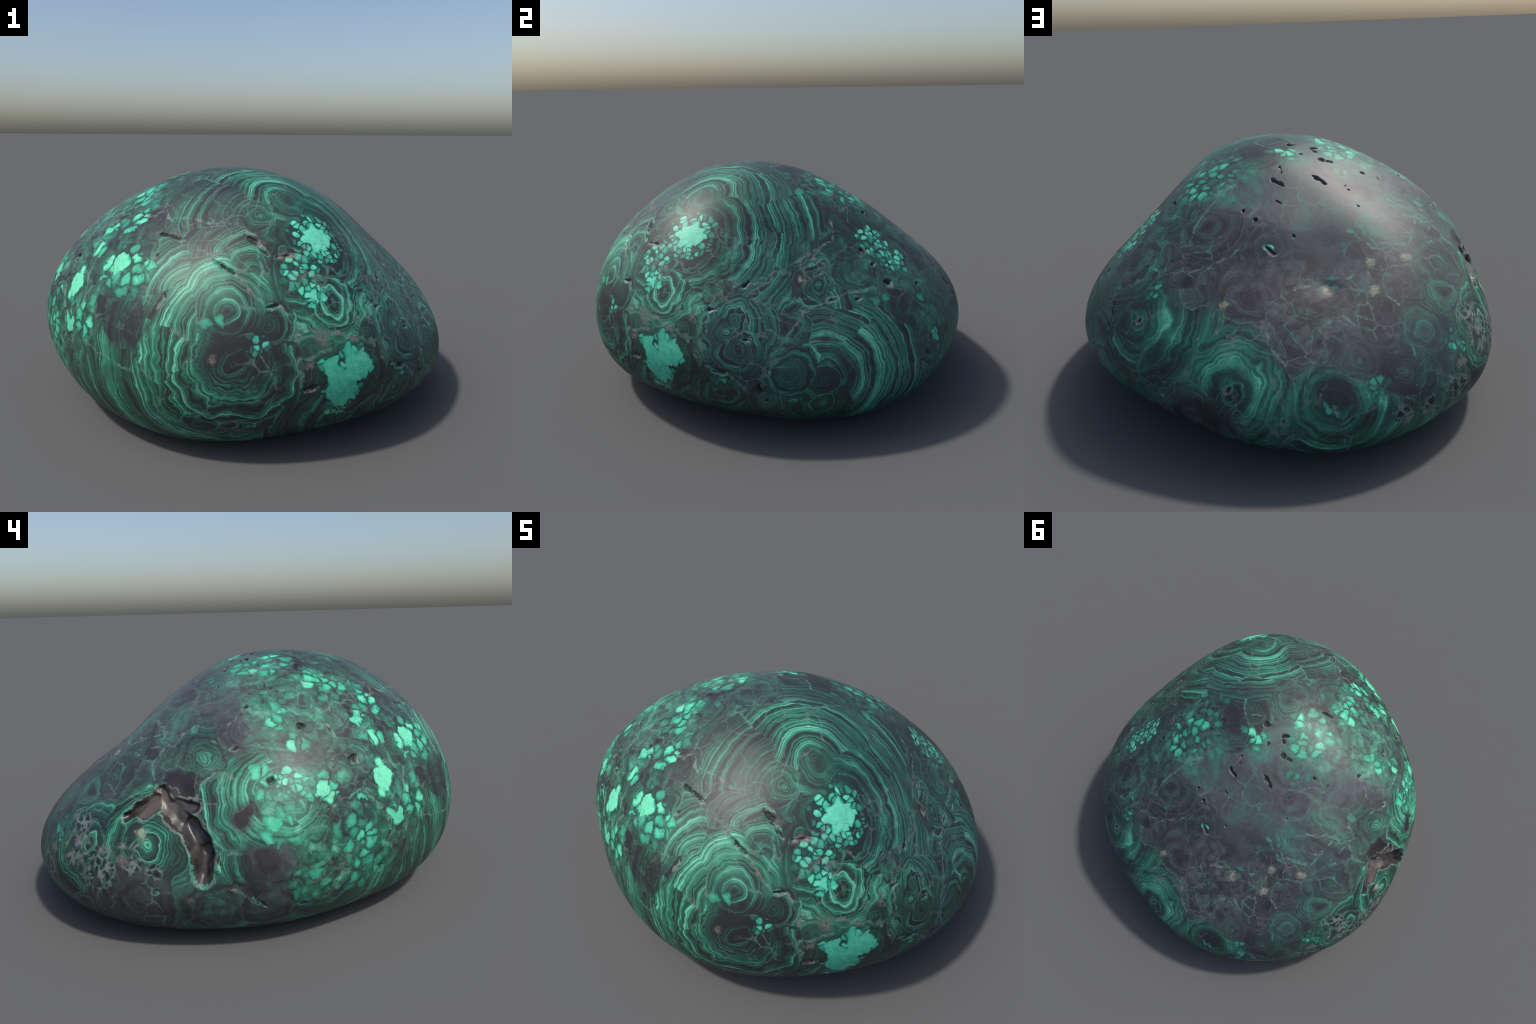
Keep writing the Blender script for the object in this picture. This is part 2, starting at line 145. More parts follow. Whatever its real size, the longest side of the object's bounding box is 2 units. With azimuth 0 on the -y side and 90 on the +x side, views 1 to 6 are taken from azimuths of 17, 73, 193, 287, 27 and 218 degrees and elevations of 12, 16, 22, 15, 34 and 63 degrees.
CLUSTERS = [
    dict(at=(-0.054, 0.520, 0.765), r=0.033, core=0.022, coarse=0, bright=0.86),
    dict(at=(-0.351, 0.940, 0.318), r=0.030, core=0.018, coarse=0, bright=0.65),
    dict(at=(0.650, -0.766, 0.373), r=0.073, core=0.060, coarse=0, bright=0.82),
    dict(at=(0.672, -0.735, 0.451), r=0.049, core=0.038, coarse=0, bright=0.78),
    dict(at=(0.506, -0.566, 0.850), r=0.142, core=0.070, coarse=0, bright=1.03),
    dict(at=(0.485, -0.718, 0.743), r=0.094, core=0.000, coarse=0, bright=0.97),
    dict(at=(0.535, -0.745, 0.664), r=0.065, core=0.022, coarse=0, bright=0.97),
    dict(at=(0.702, -0.716, 0.400), r=0.099, core=0.076, coarse=0, bright=0.86),
    dict(at=(0.615, -0.791, 0.418), r=0.056, core=0.046, coarse=0, bright=0.82),
    dict(at=(0.657, -0.753, 0.312), r=0.102, core=0.076, coarse=0, bright=0.8),
    dict(at=(0.634, -0.734, 0.222), r=0.058, core=0.000, coarse=0, bright=0.81),
    dict(at=(0.385, -0.907, 0.522), r=0.055, core=0.000, coarse=0, bright=0.76),
    dict(at=(0.219, -0.934, 0.586), r=0.061, core=0.000, coarse=1, bright=0.54),
    dict(at=(0.556, 0.264, 0.797), r=0.073, core=0.000, coarse=0, bright=0.92),
    dict(at=(0.647, 0.351, 0.692), r=0.101, core=0.000, coarse=0, bright=0.92),
    dict(at=(0.810, 0.436, 0.494), r=0.083, core=0.000, coarse=1, bright=0.65),
    dict(at=(0.865, 0.459, 0.374), r=0.051, core=0.026, coarse=0, bright=0.7),
    dict(at=(0.629, 0.106, 0.765), r=0.052, core=0.000, coarse=1, bright=0.54),
    dict(at=(0.806, 0.205, 0.584), r=0.060, core=0.000, coarse=1, bright=0.54),
    dict(at=(0.852, -0.526, 0.302), r=0.059, core=0.000, coarse=0, bright=0.49),
    dict(at=(-0.490, -0.707, 0.622), r=0.094, core=0.066, coarse=1, bright=1.1),
    dict(at=(-0.237, -0.779, 0.741), r=0.112, core=0.051, coarse=1, bright=1.03),
    dict(at=(-0.404, -0.652, 0.771), r=0.068, core=0.029, coarse=1, bright=0.97),
    dict(at=(-0.487, -0.770, 0.472), r=0.057, core=0.043, coarse=1, bright=0.92),
    dict(at=(-0.394, -0.586, 0.833), r=0.058, core=0.029, coarse=1, bright=0.92),
    dict(at=(-0.255, -0.610, 0.886), r=0.091, core=0.000, coarse=1, bright=0.86),
    dict(at=(-0.392, -0.810, 0.541), r=0.117, core=0.000, coarse=1, bright=0.76),
    dict(at=(-0.646, -0.638, 0.505), r=0.136, core=0.000, coarse=1, bright=0.76),
    dict(at=(-0.709, -0.594, 0.453), r=0.089, core=0.000, coarse=1, bright=0.65),
    dict(at=(-0.802, -0.484, 0.273), r=0.107, core=0.000, coarse=1, bright=0.54),
    dict(at=(-0.637, -0.663, 0.332), r=0.157, core=0.000, coarse=1, bright=0.65),
    dict(at=(-0.795, -0.291, 0.669), r=0.087, core=0.026, coarse=1, bright=0.92),
    dict(at=(-0.759, -0.394, 0.665), r=0.071, core=0.000, coarse=0, bright=1.03),
    dict(at=(-0.713, -0.512, 0.620), r=0.084, core=0.035, coarse=1, bright=1.03),
    dict(at=(-0.857, -0.357, 0.527), r=0.094, core=0.034, coarse=1, bright=0.81),
    dict(at=(-0.839, -0.440, 0.451), r=0.052, core=0.000, coarse=1, bright=0.76),
    dict(at=(-0.630, -0.405, 0.786), r=0.064, core=0.000, coarse=1, bright=0.81),
    dict(at=(-0.317, -0.450, 0.951), r=0.090, core=0.020, coarse=1, bright=0.81),
    dict(at=(-0.599, -0.265, 0.862), r=0.065, core=0.000, coarse=1, bright=0.65),
    dict(at=(-0.296, -0.150, 1.032), r=0.104, core=0.000, coarse=1, bright=0.7),
    dict(at=(-0.940, 0.141, 0.479), r=0.040, core=0.022, coarse=0, bright=0.65),
    dict(at=(0.264, 0.229, 0.972), r=0.216, core=0.000, coarse=1, bright=0.65),
    dict(at=(0.588, 0.277, 0.765), r=0.112, core=0.000, coarse=0, bright=0.81),
    dict(at=(-0.034, 0.058, 1.058), r=0.084, core=0.014, coarse=1, bright=0.81),
    dict(at=(-0.244, -0.147, 1.049), r=0.155, core=0.000, coarse=1, bright=0.92),
    dict(at=(-0.294, -0.393, 0.986), r=0.103, core=0.029, coarse=1, bright=0.76),
    dict(at=(-0.159, -0.820, 0.731), r=0.133, core=0.000, coarse=1, bright=0.86),
    dict(at=(-0.312, 0.055, 0.980), r=0.070, core=0.000, coarse=1, bright=0.49),
    dict(at=(0.319, 0.032, 1.010), r=0.161, core=0.000, coarse=1, bright=0.43),
    dict(at=(-0.576, -0.287, 0.872), r=0.088, core=0.000, coarse=1, bright=0.76),
    dict(at=(0.385, 0.699, 0.626), r=0.044, core=0.000, coarse=0, bright=0.76),
    dict(at=(0.430, 0.601, 0.691), r=0.040, core=0.000, coarse=0, bright=0.54),
    dict(at=(-0.524, 0.851, 0.354), r=0.062, core=0.000, coarse=0, bright=0.59),
    dict(at=(-0.810, 0.587, 0.414), r=0.076, core=0.000, coarse=0, bright=0.59),
    dict(at=(-0.232, -0.531, 0.946), r=0.094, core=0.000, coarse=1, bright=0.54),
    dict(at=(-0.366, -0.579, 0.854), r=0.075, core=0.000, coarse=1, bright=0.76),
    dict(at=(-0.270, -0.445, 0.974), r=0.075, core=0.000, coarse=1, bright=0.65),
]
CREVICES = [
    dict(a=(0.263, -0.709, 0.868), b=(0.321, -0.725, 0.835), w=0.0124, depth=0.02, rim=0.7),
    dict(a=(0.325, -0.727, 0.831), b=(0.361, -0.738, 0.805), w=0.0092, depth=0.008, rim=0.9),
    dict(a=(0.173, -0.810, 0.787), b=(0.259, -0.826, 0.747), w=0.0079, depth=0.016, rim=0.7),
    dict(a=(-0.043, -0.733, 0.855), b=(0.031, -0.754, 0.846), w=0.0089, depth=0.016, rim=0.7),
    dict(a=(0.391, -0.851, 0.638), b=(0.427, -0.832, 0.639), w=0.0082, depth=0.016, rim=0.8),
    dict(a=(0.528, -0.853, 0.335), b=(0.571, -0.825, 0.343), w=0.0094, depth=0.03, rim=0.5),
    dict(a=(-0.063, -0.799, 0.789), b=(-0.063, -0.799, 0.789), w=0.0070, depth=0.01, rim=0.8),
    dict(a=(0.019, -0.914, 0.649), b=(0.022, -0.899, 0.676), w=0.0060, depth=0.01, rim=0.8),
    dict(a=(0.922, -0.378, 0.305), b=(0.921, -0.376, 0.263), w=0.0068, depth=0.015, rim=0.4),
    dict(a=(0.749, -0.541, 0.584), b=(0.749, -0.541, 0.584), w=0.0088, depth=0.01, rim=0.9),
    dict(a=(0.393, -0.726, 0.800), b=(0.453, -0.686, 0.800), w=0.0085, depth=0.008, rim=0.9),
    dict(a=(0.736, -0.400, 0.660), b=(0.728, -0.366, 0.676), w=0.0096, depth=0.012, rim=0.6),
    dict(a=(0.850, -0.436, 0.479), b=(0.865, -0.398, 0.472), w=0.0087, depth=0.012, rim=0.6),
    dict(a=(0.921, -0.383, 0.296), b=(0.919, -0.373, 0.250), w=0.0112, depth=0.03, rim=0.3),
    dict(a=(0.746, -0.549, 0.582), b=(0.758, -0.511, 0.588), w=0.0069, depth=0.012, rim=0.8),
    dict(a=(0.636, 0.198, 0.744), b=(0.636, 0.198, 0.744), w=0.0140, depth=0.012, rim=0.6),
    dict(a=(0.695, 0.229, 0.685), b=(0.695, 0.229, 0.685), w=0.0112, depth=0.012, rim=0.6),
    dict(a=(0.752, 0.254, 0.628), b=(0.766, 0.290, 0.606), w=0.0150, depth=0.016, rim=0.5),
    dict(a=(0.727, 0.442, 0.584), b=(0.727, 0.442, 0.584), w=0.0097, depth=0.012, rim=0.7),
    dict(a=(0.909, 0.391, 0.346), b=(0.908, 0.408, 0.316), w=0.0095, depth=0.015, rim=0.5),
    dict(a=(0.934, 0.329, 0.196), b=(0.934, 0.329, 0.196), w=0.0093, depth=0.012, rim=0.5),
    dict(a=(0.818, -0.053, 0.583), b=(0.810, 0.008, 0.592), w=0.0058, depth=0.01, rim=0.8),
    dict(a=(0.819, 0.084, 0.580), b=(0.815, 0.118, 0.584), w=0.0059, depth=0.01, rim=0.8),
    dict(a=(0.833, -0.555, 0.358), b=(0.862, -0.506, 0.347), w=0.0112, depth=0.01, rim=0.8),
    dict(a=(0.926, -0.343, 0.360), b=(0.926, -0.343, 0.360), w=0.0100, depth=0.01, rim=0.8),
    dict(a=(0.893, -0.380, 0.191), b=(0.907, -0.356, 0.197), w=0.0044, depth=0.01, rim=0.3),
    dict(a=(-0.036, 0.167, 1.018), b=(-0.047, 0.202, 0.998), w=0.0040, depth=0.008, rim=0.1),
    dict(a=(-0.011, 0.243, 0.980), b=(-0.070, 0.263, 0.957), w=0.0102, depth=0.01, rim=0.1),
    dict(a=(-0.183, 0.170, 0.981), b=(-0.250, 0.190, 0.950), w=0.0055, depth=0.012, rim=0.2),
    dict(a=(-0.392, 0.017, 0.959), b=(-0.392, 0.017, 0.959), w=0.0082, depth=0.01, rim=0.2),
    dict(a=(-0.457, -0.015, 0.938), b=(-0.464, 0.004, 0.929), w=0.0050, depth=0.01, rim=0.2),
    dict(a=(-0.328, 0.156, 0.936), b=(-0.328, 0.156, 0.936), w=0.0059, depth=0.01, rim=0.2),
    dict(a=(-0.344, 0.176, 0.923), b=(-0.344, 0.176, 0.923), w=0.0049, depth=0.008, rim=0.2),
    dict(a=(0.080, 0.406, 0.882), b=(0.080, 0.406, 0.882), w=0.0104, depth=0.012, rim=0.1),
    dict(a=(0.019, 0.436, 0.855), b=(0.019, 0.436, 0.855), w=0.0075, depth=0.01, rim=0.1),
    dict(a=(-0.204, 0.044, 1.023), b=(-0.204, 0.044, 1.023), w=0.0092, depth=0.01, rim=0.1),
    dict(a=(-0.244, 0.032, 1.014), b=(-0.244, 0.032, 1.014), w=0.0062, depth=0.008, rim=0.1),
    dict(a=(-0.147, 0.458, 0.797), b=(-0.147, 0.458, 0.797), w=0.0083, depth=0.01, rim=0.4),
    dict(a=(-0.050, 0.338, 0.911), b=(-0.077, 0.346, 0.900), w=0.0046, depth=0.008, rim=0.1),
    dict(a=(-0.202, 0.981, 0.291), b=(-0.197, 0.990, 0.254), w=0.0058, depth=0.012, rim=0.6),
    dict(a=(-0.189, 0.991, 0.209), b=(-0.189, 0.991, 0.209), w=0.0073, depth=0.012, rim=0.3),
    dict(a=(0.596, 0.648, 0.558), b=(0.583, 0.711, 0.501), w=0.0091, depth=0.03, rim=0.5),
    dict(a=(0.583, 0.711, 0.501), b=(0.606, 0.725, 0.454), w=0.0089, depth=0.03, rim=0.5),
    dict(a=(0.441, 0.785, 0.514), b=(0.420, 0.773, 0.540), w=0.0079, depth=0.008, rim=1.0),
    dict(a=(0.024, 0.962, 0.351), b=(0.003, 0.950, 0.377), w=0.0072, depth=0.008, rim=1.0),
    dict(a=(-0.383, 0.930, 0.320), b=(-0.389, 0.939, 0.295), w=0.0084, depth=0.008, rim=0.9),
    dict(a=(-0.043, 0.521, 0.767), b=(-0.080, 0.534, 0.744), w=0.0087, depth=0.006, rim=1.0),
    dict(a=(-0.394, 0.253, 0.872), b=(-0.394, 0.253, 0.872), w=0.0058, depth=0.006, rim=0.3),
    dict(a=(-0.164, -0.017, 1.051), b=(-0.164, -0.017, 1.051), w=0.0126, depth=0.008, rim=0.2),
    dict(a=(-0.938, -0.165, 0.423), b=(-0.948, -0.174, 0.367), w=0.0074, depth=0.03, rim=0.4),
    dict(a=(-0.787, -0.319, 0.669), b=(-0.787, -0.319, 0.669), w=0.0131, depth=0.01, rim=0.6),
    dict(a=(-0.568, -0.388, 0.840), b=(-0.568, -0.388, 0.840), w=0.0155, depth=0.014, rim=0.6),
    dict(a=(-0.551, -0.600, 0.705), b=(-0.551, -0.600, 0.705), w=0.0185, depth=0.014, rim=0.6),
    dict(a=(-0.731, -0.158, 0.768), b=(-0.721, -0.187, 0.775), w=0.0096, depth=0.01, rim=0.8),
    dict(a=(-0.360, -0.643, 0.808), b=(-0.360, -0.643, 0.808), w=0.0065, depth=0.01, rim=0.3),
    dict(a=(-0.343, -0.529, 0.898), b=(-0.386, -0.548, 0.864), w=0.0059, depth=0.012, rim=0.4),
    dict(a=(-0.411, -0.619, 0.796), b=(-0.411, -0.619, 0.796), w=0.0072, depth=0.01, rim=0.4),
    dict(a=(-0.528, -0.731, 0.504), b=(-0.536, -0.743, 0.429), w=0.0056, depth=0.01, rim=0.7),
    dict(a=(-0.569, -0.715, 0.291), b=(-0.564, -0.712, 0.263), w=0.0076, depth=0.012, rim=0.4),
    dict(a=(-0.794, -0.448, 0.194), b=(-0.794, -0.448, 0.194), w=0.0083, depth=0.01, rim=0.1),
    dict(a=(-0.912, -0.284, 0.260), b=(-0.874, -0.329, 0.205), w=0.0064, depth=0.008, rim=0.6),
    dict(a=(-0.996, 0.084, 0.278), b=(-0.994, 0.057, 0.282), w=0.0070, depth=0.012, rim=0.8),
    dict(a=(-0.698, -0.072, 0.797), b=(-0.708, -0.099, 0.790), w=0.0043, depth=0.008, rim=0.5),
    dict(a=(-0.973, 0.348, 0.307), b=(-0.973, 0.348, 0.307), w=0.0114, depth=0.01, rim=0.6),
    dict(a=(-0.697, -0.550, 0.184), b=(-0.697, -0.550, 0.184), w=0.0062, depth=0.008, rim=0.2),
    dict(a=(-0.452, -0.805, 0.416), b=(-0.452, -0.805, 0.416), w=0.0081, depth=0.01, rim=0.6),
    dict(a=(-0.579, -0.659, 0.588), b=(-0.549, -0.711, 0.518), w=0.0049, depth=0.008, rim=0.8),
    dict(a=(-0.503, -0.482, 0.834), b=(-0.537, -0.519, 0.786), w=0.0038, depth=0.006, rim=0.6),
    dict(a=(-0.621, -0.526, 0.711), b=(-0.621, -0.526, 0.711), w=0.0091, depth=0.008, rim=0.7),
    dict(a=(-0.029, -0.023, 1.077), b=(-0.052, -0.041, 1.078), w=0.0140, depth=0.012, rim=0.4),
    dict(a=(-0.141, -0.032, 1.060), b=(-0.185, -0.070, 1.057), w=0.0112, depth=0.012, rim=0.2),
    dict(a=(-0.203, 0.038, 1.025), b=(-0.203, 0.038, 1.025), w=0.0139, depth=0.01, rim=0.1),
    dict(a=(-0.232, 0.036, 1.017), b=(-0.232, 0.036, 1.017), w=0.0093, depth=0.008, rim=0.1),
    dict(a=(-0.187, 0.169, 0.980), b=(-0.240, 0.190, 0.953), w=0.0093, depth=0.012, rim=0.2),
    dict(a=(-0.348, -0.542, 0.887), b=(-0.395, -0.568, 0.846), w=0.0091, depth=0.012, rim=0.3),
    dict(a=(-0.217, -0.285, 1.047), b=(-0.260, -0.308, 1.026), w=0.0096, depth=0.01, rim=0.2),
    dict(a=(-0.004, -0.747, 0.849), b=(-0.080, -0.720, 0.859), w=0.0108, depth=0.012, rim=0.4),
    dict(a=(-0.031, 0.167, 1.019), b=(-0.031, 0.167, 1.019), w=0.0093, depth=0.01, rim=0.1),
    dict(a=(-0.107, 0.038, 1.051), b=(-0.107, 0.038, 1.051), w=0.0093, depth=0.006, rim=0.1),
    dict(a=(0.435, 0.299, 0.871), b=(0.435, 0.299, 0.871), w=0.0124, depth=0.008, rim=0.2),
    dict(a=(-0.553, -0.163, 0.905), b=(-0.553, -0.163, 0.905), w=0.0095, depth=0.008, rim=0.5),
]
VEINS = [
    dict(w=0.0055, path=[(0.031, -0.754, 0.846), (0.173, -0.810, 0.787)]),
    dict(w=0.0060, path=[(0.259, -0.826, 0.747), (0.320, -0.847, 0.692), (0.390, -0.850, 0.642)]),
    dict(w=0.0059, path=[(0.428, -0.834, 0.637), (0.493, -0.836, 0.560), (0.640, -0.735, 0.531)]),
    dict(w=0.0038, path=[(0.323, -0.731, 0.828), (0.345, -0.783, 0.763), (0.356, -0.833, 0.691)]),
    dict(w=0.0041, path=[(-0.062, -0.651, 0.915), (0.098, -0.679, 0.910), (0.208, -0.679, 0.904), (0.304, -0.696, 0.868)]),
    dict(w=0.0047, path=[(0.053, -0.776, 0.828), (0.149, -0.789, 0.812)]),
    dict(w=0.0105, path=[(0.627, -0.748, 0.530), (0.758, -0.634, 0.457)]),
    dict(w=0.0102, path=[(0.495, -0.841, 0.546), (0.524, -0.857, 0.401), (0.531, -0.852, 0.353)]),
    dict(w=0.0047, path=[(0.630, -0.614, 0.691), (0.699, -0.470, 0.687), (0.752, -0.544, 0.576), (0.793, -0.589, 0.445)]),
    dict(w=0.0075, path=[(0.009, -0.926, 0.624), (0.038, -0.897, 0.681)]),
    dict(w=0.0052, path=[(-0.501, -0.740, 0.534), (-0.316, -0.792, 0.667), (-0.217, -0.835, 0.677)]),
    dict(w=0.0066, path=[(-0.395, -0.835, 0.450), (-0.280, -0.903, 0.401), (-0.094, -0.969, 0.383)]),
    dict(w=0.0088, path=[(0.523, -0.854, 0.439), (0.580, -0.809, 0.467), (0.630, -0.762, 0.488)]),
    dict(w=0.0044, path=[(0.465, -0.884, 0.303), (0.411, -0.851, 0.173)]),
    dict(w=0.0071, path=[(0.731, -0.586, 0.575), (0.690, -0.575, 0.643), (0.686, -0.525, 0.678), (0.724, -0.419, 0.670), (0.735, -0.272, 0.675), (0.661, -0.090, 0.747), (0.616, 0.055, 0.784)]),
    dict(w=0.0078, path=[(0.902, -0.269, 0.457), (0.836, -0.171, 0.561), (0.814, -0.034, 0.588), (0.780, 0.180, 0.613), (0.703, 0.464, 0.594)]),
    dict(w=0.0048, path=[(0.769, -0.383, 0.622), (0.758, -0.321, 0.645), (0.799, -0.259, 0.601), (0.804, -0.143, 0.598)]),
    dict(w=0.0071, path=[(0.784, -0.619, 0.405), (0.817, -0.579, 0.371), (0.868, -0.496, 0.348), (0.901, -0.426, 0.276)]),
    dict(w=0.0070, path=[(0.921, -0.383, 0.296), (0.924, -0.342, 0.368), (0.901, -0.293, 0.451)]),
    dict(w=0.0069, path=[(0.616, 0.055, 0.784), (0.526, 0.091, 0.868)]),
    dict(w=0.0032, path=[(0.775, -0.401, 0.610), (0.850, -0.391, 0.503), (0.886, -0.288, 0.478)]),
    dict(w=0.0054, path=[(0.296, 0.641, 0.690), (0.246, 0.649, 0.686), (0.103, 0.580, 0.734), (0.049, 0.529, 0.776)]),
    dict(w=0.0052, path=[(0.309, 0.909, 0.270), (0.180, 0.888, 0.451), (0.075, 0.732, 0.608)]),
    dict(w=0.0079, path=[(-0.167, 0.650, 0.634), (-0.279, 0.572, 0.664), (-0.409, 0.538, 0.666)]),
    dict(w=0.0063, path=[(-0.438, 0.465, 0.716), (-0.491, 0.569, 0.627), (-0.580, 0.589, 0.584)]),
    dict(w=0.0065, path=[(-0.365, 0.381, 0.799), (-0.488, 0.413, 0.742), (-0.706, 0.246, 0.725)]),
    dict(w=0.0057, path=[(-0.478, 0.292, 0.822), (-0.588, 0.187, 0.818), (-0.666, 0.151, 0.783), (-0.629, 0.274, 0.762), (-0.500, 0.336, 0.789)]),
    dict(w=0.0072, path=[(0.281, 0.657, 0.678), (0.478, 0.642, 0.640), (0.613, 0.642, 0.548)]),
    dict(w=0.0047, path=[(0.261, 0.457, 0.841), (0.276, 0.544, 0.771)]),
    dict(w=0.0076, path=[(-0.246, 0.761, 0.542), (-0.365, 0.695, 0.564), (-0.435, 0.707, 0.537)]),
    dict(w=0.0051, path=[(0.077, 0.831, 0.524), (0.035, 0.898, 0.452), (-0.011, 0.911, 0.435)]),
    dict(w=0.0051, path=[(-0.645, 0.686, 0.466), (-0.668, 0.768, 0.343)]),
    dict(w=0.0051, path=[(-0.076, 0.772, 0.562), (-0.135, 0.851, 0.487), (-0.199, 0.883, 0.446)]),
    dict(w=0.0049, path=[(-0.200, 0.910, 0.415), (-0.206, 0.981, 0.292)]),
    dict(w=0.0048, path=[(-0.399, 0.257, 0.869), (-0.466, 0.369, 0.779)]),
    dict(w=0.0068, path=[(-0.834, 0.114, 0.642), (-0.756, 0.155, 0.714), (-0.725, 0.124, 0.748)]),
    dict(w=0.0051, path=[(-0.877, -0.058, 0.588), (-0.830, -0.071, 0.659), (-0.798, -0.108, 0.698)]),
    dict(w=0.0045, path=[(-0.732, -0.135, 0.768), (-0.700, -0.290, 0.774), (-0.670, -0.383, 0.764), (-0.558, -0.569, 0.729)]),
    dict(w=0.0039, path=[(-0.666, 0.019, 0.811), (-0.558, 0.042, 0.871)]),
    dict(w=0.0059, path=[(-0.611, 0.342, 0.738), (-0.632, 0.200, 0.790), (-0.657, 0.074, 0.807), (-0.717, 0.076, 0.764), (-0.681, 0.251, 0.740)]),
    dict(w=0.0054, path=[(-0.652, -0.118, 0.836), (-0.571, -0.159, 0.894), (-0.529, -0.130, 0.919)]),
    dict(w=0.0050, path=[(-0.956, -0.156, 0.325), (-0.932, -0.238, 0.284), (-0.874, -0.325, 0.201)]),
    dict(w=0.0069, path=[(-0.884, 0.274, 0.536), (-0.919, 0.207, 0.505), (-0.967, 0.207, 0.412)]),
    dict(w=0.0057, path=[(-0.915, -0.267, 0.427), (-0.935, -0.154, 0.440)]),
    dict(w=0.0043, path=[(-0.842, -0.419, 0.488), (-0.790, -0.474, 0.535), (-0.698, -0.561, 0.572), (-0.578, -0.651, 0.604)]),
    dict(w=0.0052, path=[(-0.736, -0.561, 0.484), (-0.667, -0.587, 0.580)]),
    dict(w=0.0056, path=[(-0.452, -0.699, 0.677), (-0.376, -0.765, 0.653), (-0.270, -0.808, 0.680)]),
    dict(w=0.0065, path=[(-0.403, -0.776, 0.602), (-0.456, -0.801, 0.425)]),
    dict(w=0.0055, path=[(0.669, -0.052, 0.735), (0.708, -0.192, 0.703), (0.723, -0.396, 0.677), (0.710, -0.439, 0.682)]),
    dict(w=0.0051, path=[(-0.213, -0.620, 0.896), (-0.096, -0.608, 0.939), (-0.062, -0.689, 0.887)]),
    dict(w=0.0060, path=[(0.143, -0.085, 1.078), (0.081, -0.010, 1.077)]),
    dict(w=0.0061, path=[(0.263, 0.478, 0.825), (0.224, 0.337, 0.923)]),
    dict(w=0.0082, path=[(-0.389, 0.342, 0.821), (-0.472, 0.391, 0.762), (-0.600, 0.345, 0.742)]),
    dict(w=0.0070, path=[(-0.549, 0.052, 0.873), (-0.658, 0.033, 0.814)]),
]
SPOTS = [
    dict(at=(0.300, -0.948, 0.485), r=0.144, shift=-0.16),
    dict(at=(0.192, -0.860, 0.723), r=0.089, shift=0.16),
    dict(at=(0.008, -0.962, 0.534), r=0.067, shift=0.12),
    dict(at=(0.067, -0.909, 0.663), r=0.059, shift=0.08),
    dict(at=(-0.136, -0.926, 0.547), r=0.107, shift=-0.05),
    dict(at=(0.678, -0.651, 0.592), r=0.062, shift=0.16),
    dict(at=(0.301, -0.927, 0.554), r=0.079, shift=-0.12),
    dict(at=(0.372, -0.934, 0.335), r=0.145, shift=0.0),
    dict(at=(0.711, -0.126, 0.695), r=0.107, shift=-0.15),
    dict(at=(0.972, 0.032, 0.375), r=0.103, shift=-0.14),
    dict(at=(0.461, -0.064, 0.948), r=0.097, shift=0.08),
    dict(at=(0.953, 0.200, 0.385), r=0.097, shift=0.08),
    dict(at=(-0.390, 0.899, 0.366), r=0.065, shift=-0.4),
    dict(at=(0.329, 0.817, 0.516), r=0.114, shift=0.12),
    dict(at=(-0.523, 0.847, 0.360), r=0.065, shift=0.16),
    dict(at=(-0.444, 0.934, 0.218), r=0.065, shift=0.1),
    dict(at=(0.057, 0.976, 0.295), r=0.091, shift=-0.25),
    dict(at=(-0.112, 0.958, 0.361), r=0.081, shift=0.12),
    dict(at=(0.005, 0.880, 0.472), r=0.075, shift=0.08),
    dict(at=(0.265, 0.882, 0.439), r=0.086, shift=-0.15),
    dict(at=(-0.797, -0.388, 0.615), r=0.152, shift=0.14),
    dict(at=(-0.842, 0.013, 0.642), r=0.067, shift=-0.3),
    dict(at=(-0.910, -0.302, 0.398), r=0.086, shift=-0.15),
    dict(at=(-0.678, -0.629, 0.371), r=0.152, shift=0.1),
    dict(at=(-0.860, -0.270, 0.575), r=0.057, shift=-0.25),
    dict(at=(-0.900, -0.145, 0.533), r=0.058, shift=0.05),
    dict(at=(-0.927, 0.040, 0.506), r=0.051, shift=0.08),
    dict(at=(0.194, 0.023, 1.052), r=0.179, shift=-0.14),
    dict(at=(-0.259, -0.128, 1.043), r=0.152, shift=0.12),
    dict(at=(-0.507, -0.362, 0.889), r=0.147, shift=0.08),
    dict(at=(0.206, -0.402, 1.048), r=0.099, shift=0.06),
    dict(at=(0.360, -0.466, 0.988), r=0.072, shift=-0.05),
    dict(at=(0.248, 0.248, 0.967), r=0.180, shift=0.15),
    dict(at=(0.108, 0.164, 1.027), r=0.106, shift=0.12),
    dict(at=(-0.062, 0.093, 1.043), r=0.093, shift=0.2),
    dict(at=(-0.290, -0.126, 1.033), r=0.152, shift=0.16),
    dict(at=(-0.567, -0.275, 0.881), r=0.182, shift=0.12),
    dict(at=(-0.324, -0.417, 0.962), r=0.098, shift=0.16),
    dict(at=(0.287, 0.798, 0.548), r=0.096, shift=0.08),
    dict(at=(0.172, 0.927, 0.388), r=0.076, shift=0.08),
    dict(at=(-0.207, 0.933, 0.383), r=0.065, shift=0.1),
    dict(at=(-0.221, 0.970, 0.315), r=0.064, shift=0.12),
    dict(at=(-0.570, 0.864, 0.180), r=0.100, shift=0.1),
    dict(at=(-0.781, 0.666, 0.163), r=0.098, shift=0.12),
    dict(at=(0.630, -0.124, 0.785), r=0.101, shift=0.06),
    dict(at=(0.643, -0.371, 0.777), r=0.065, shift=0.05),
    dict(at=(0.127, -0.980, 0.477), r=0.065, shift=0.08),
    dict(at=(-0.777, -0.531, 0.403), r=0.117, shift=0.1),
]
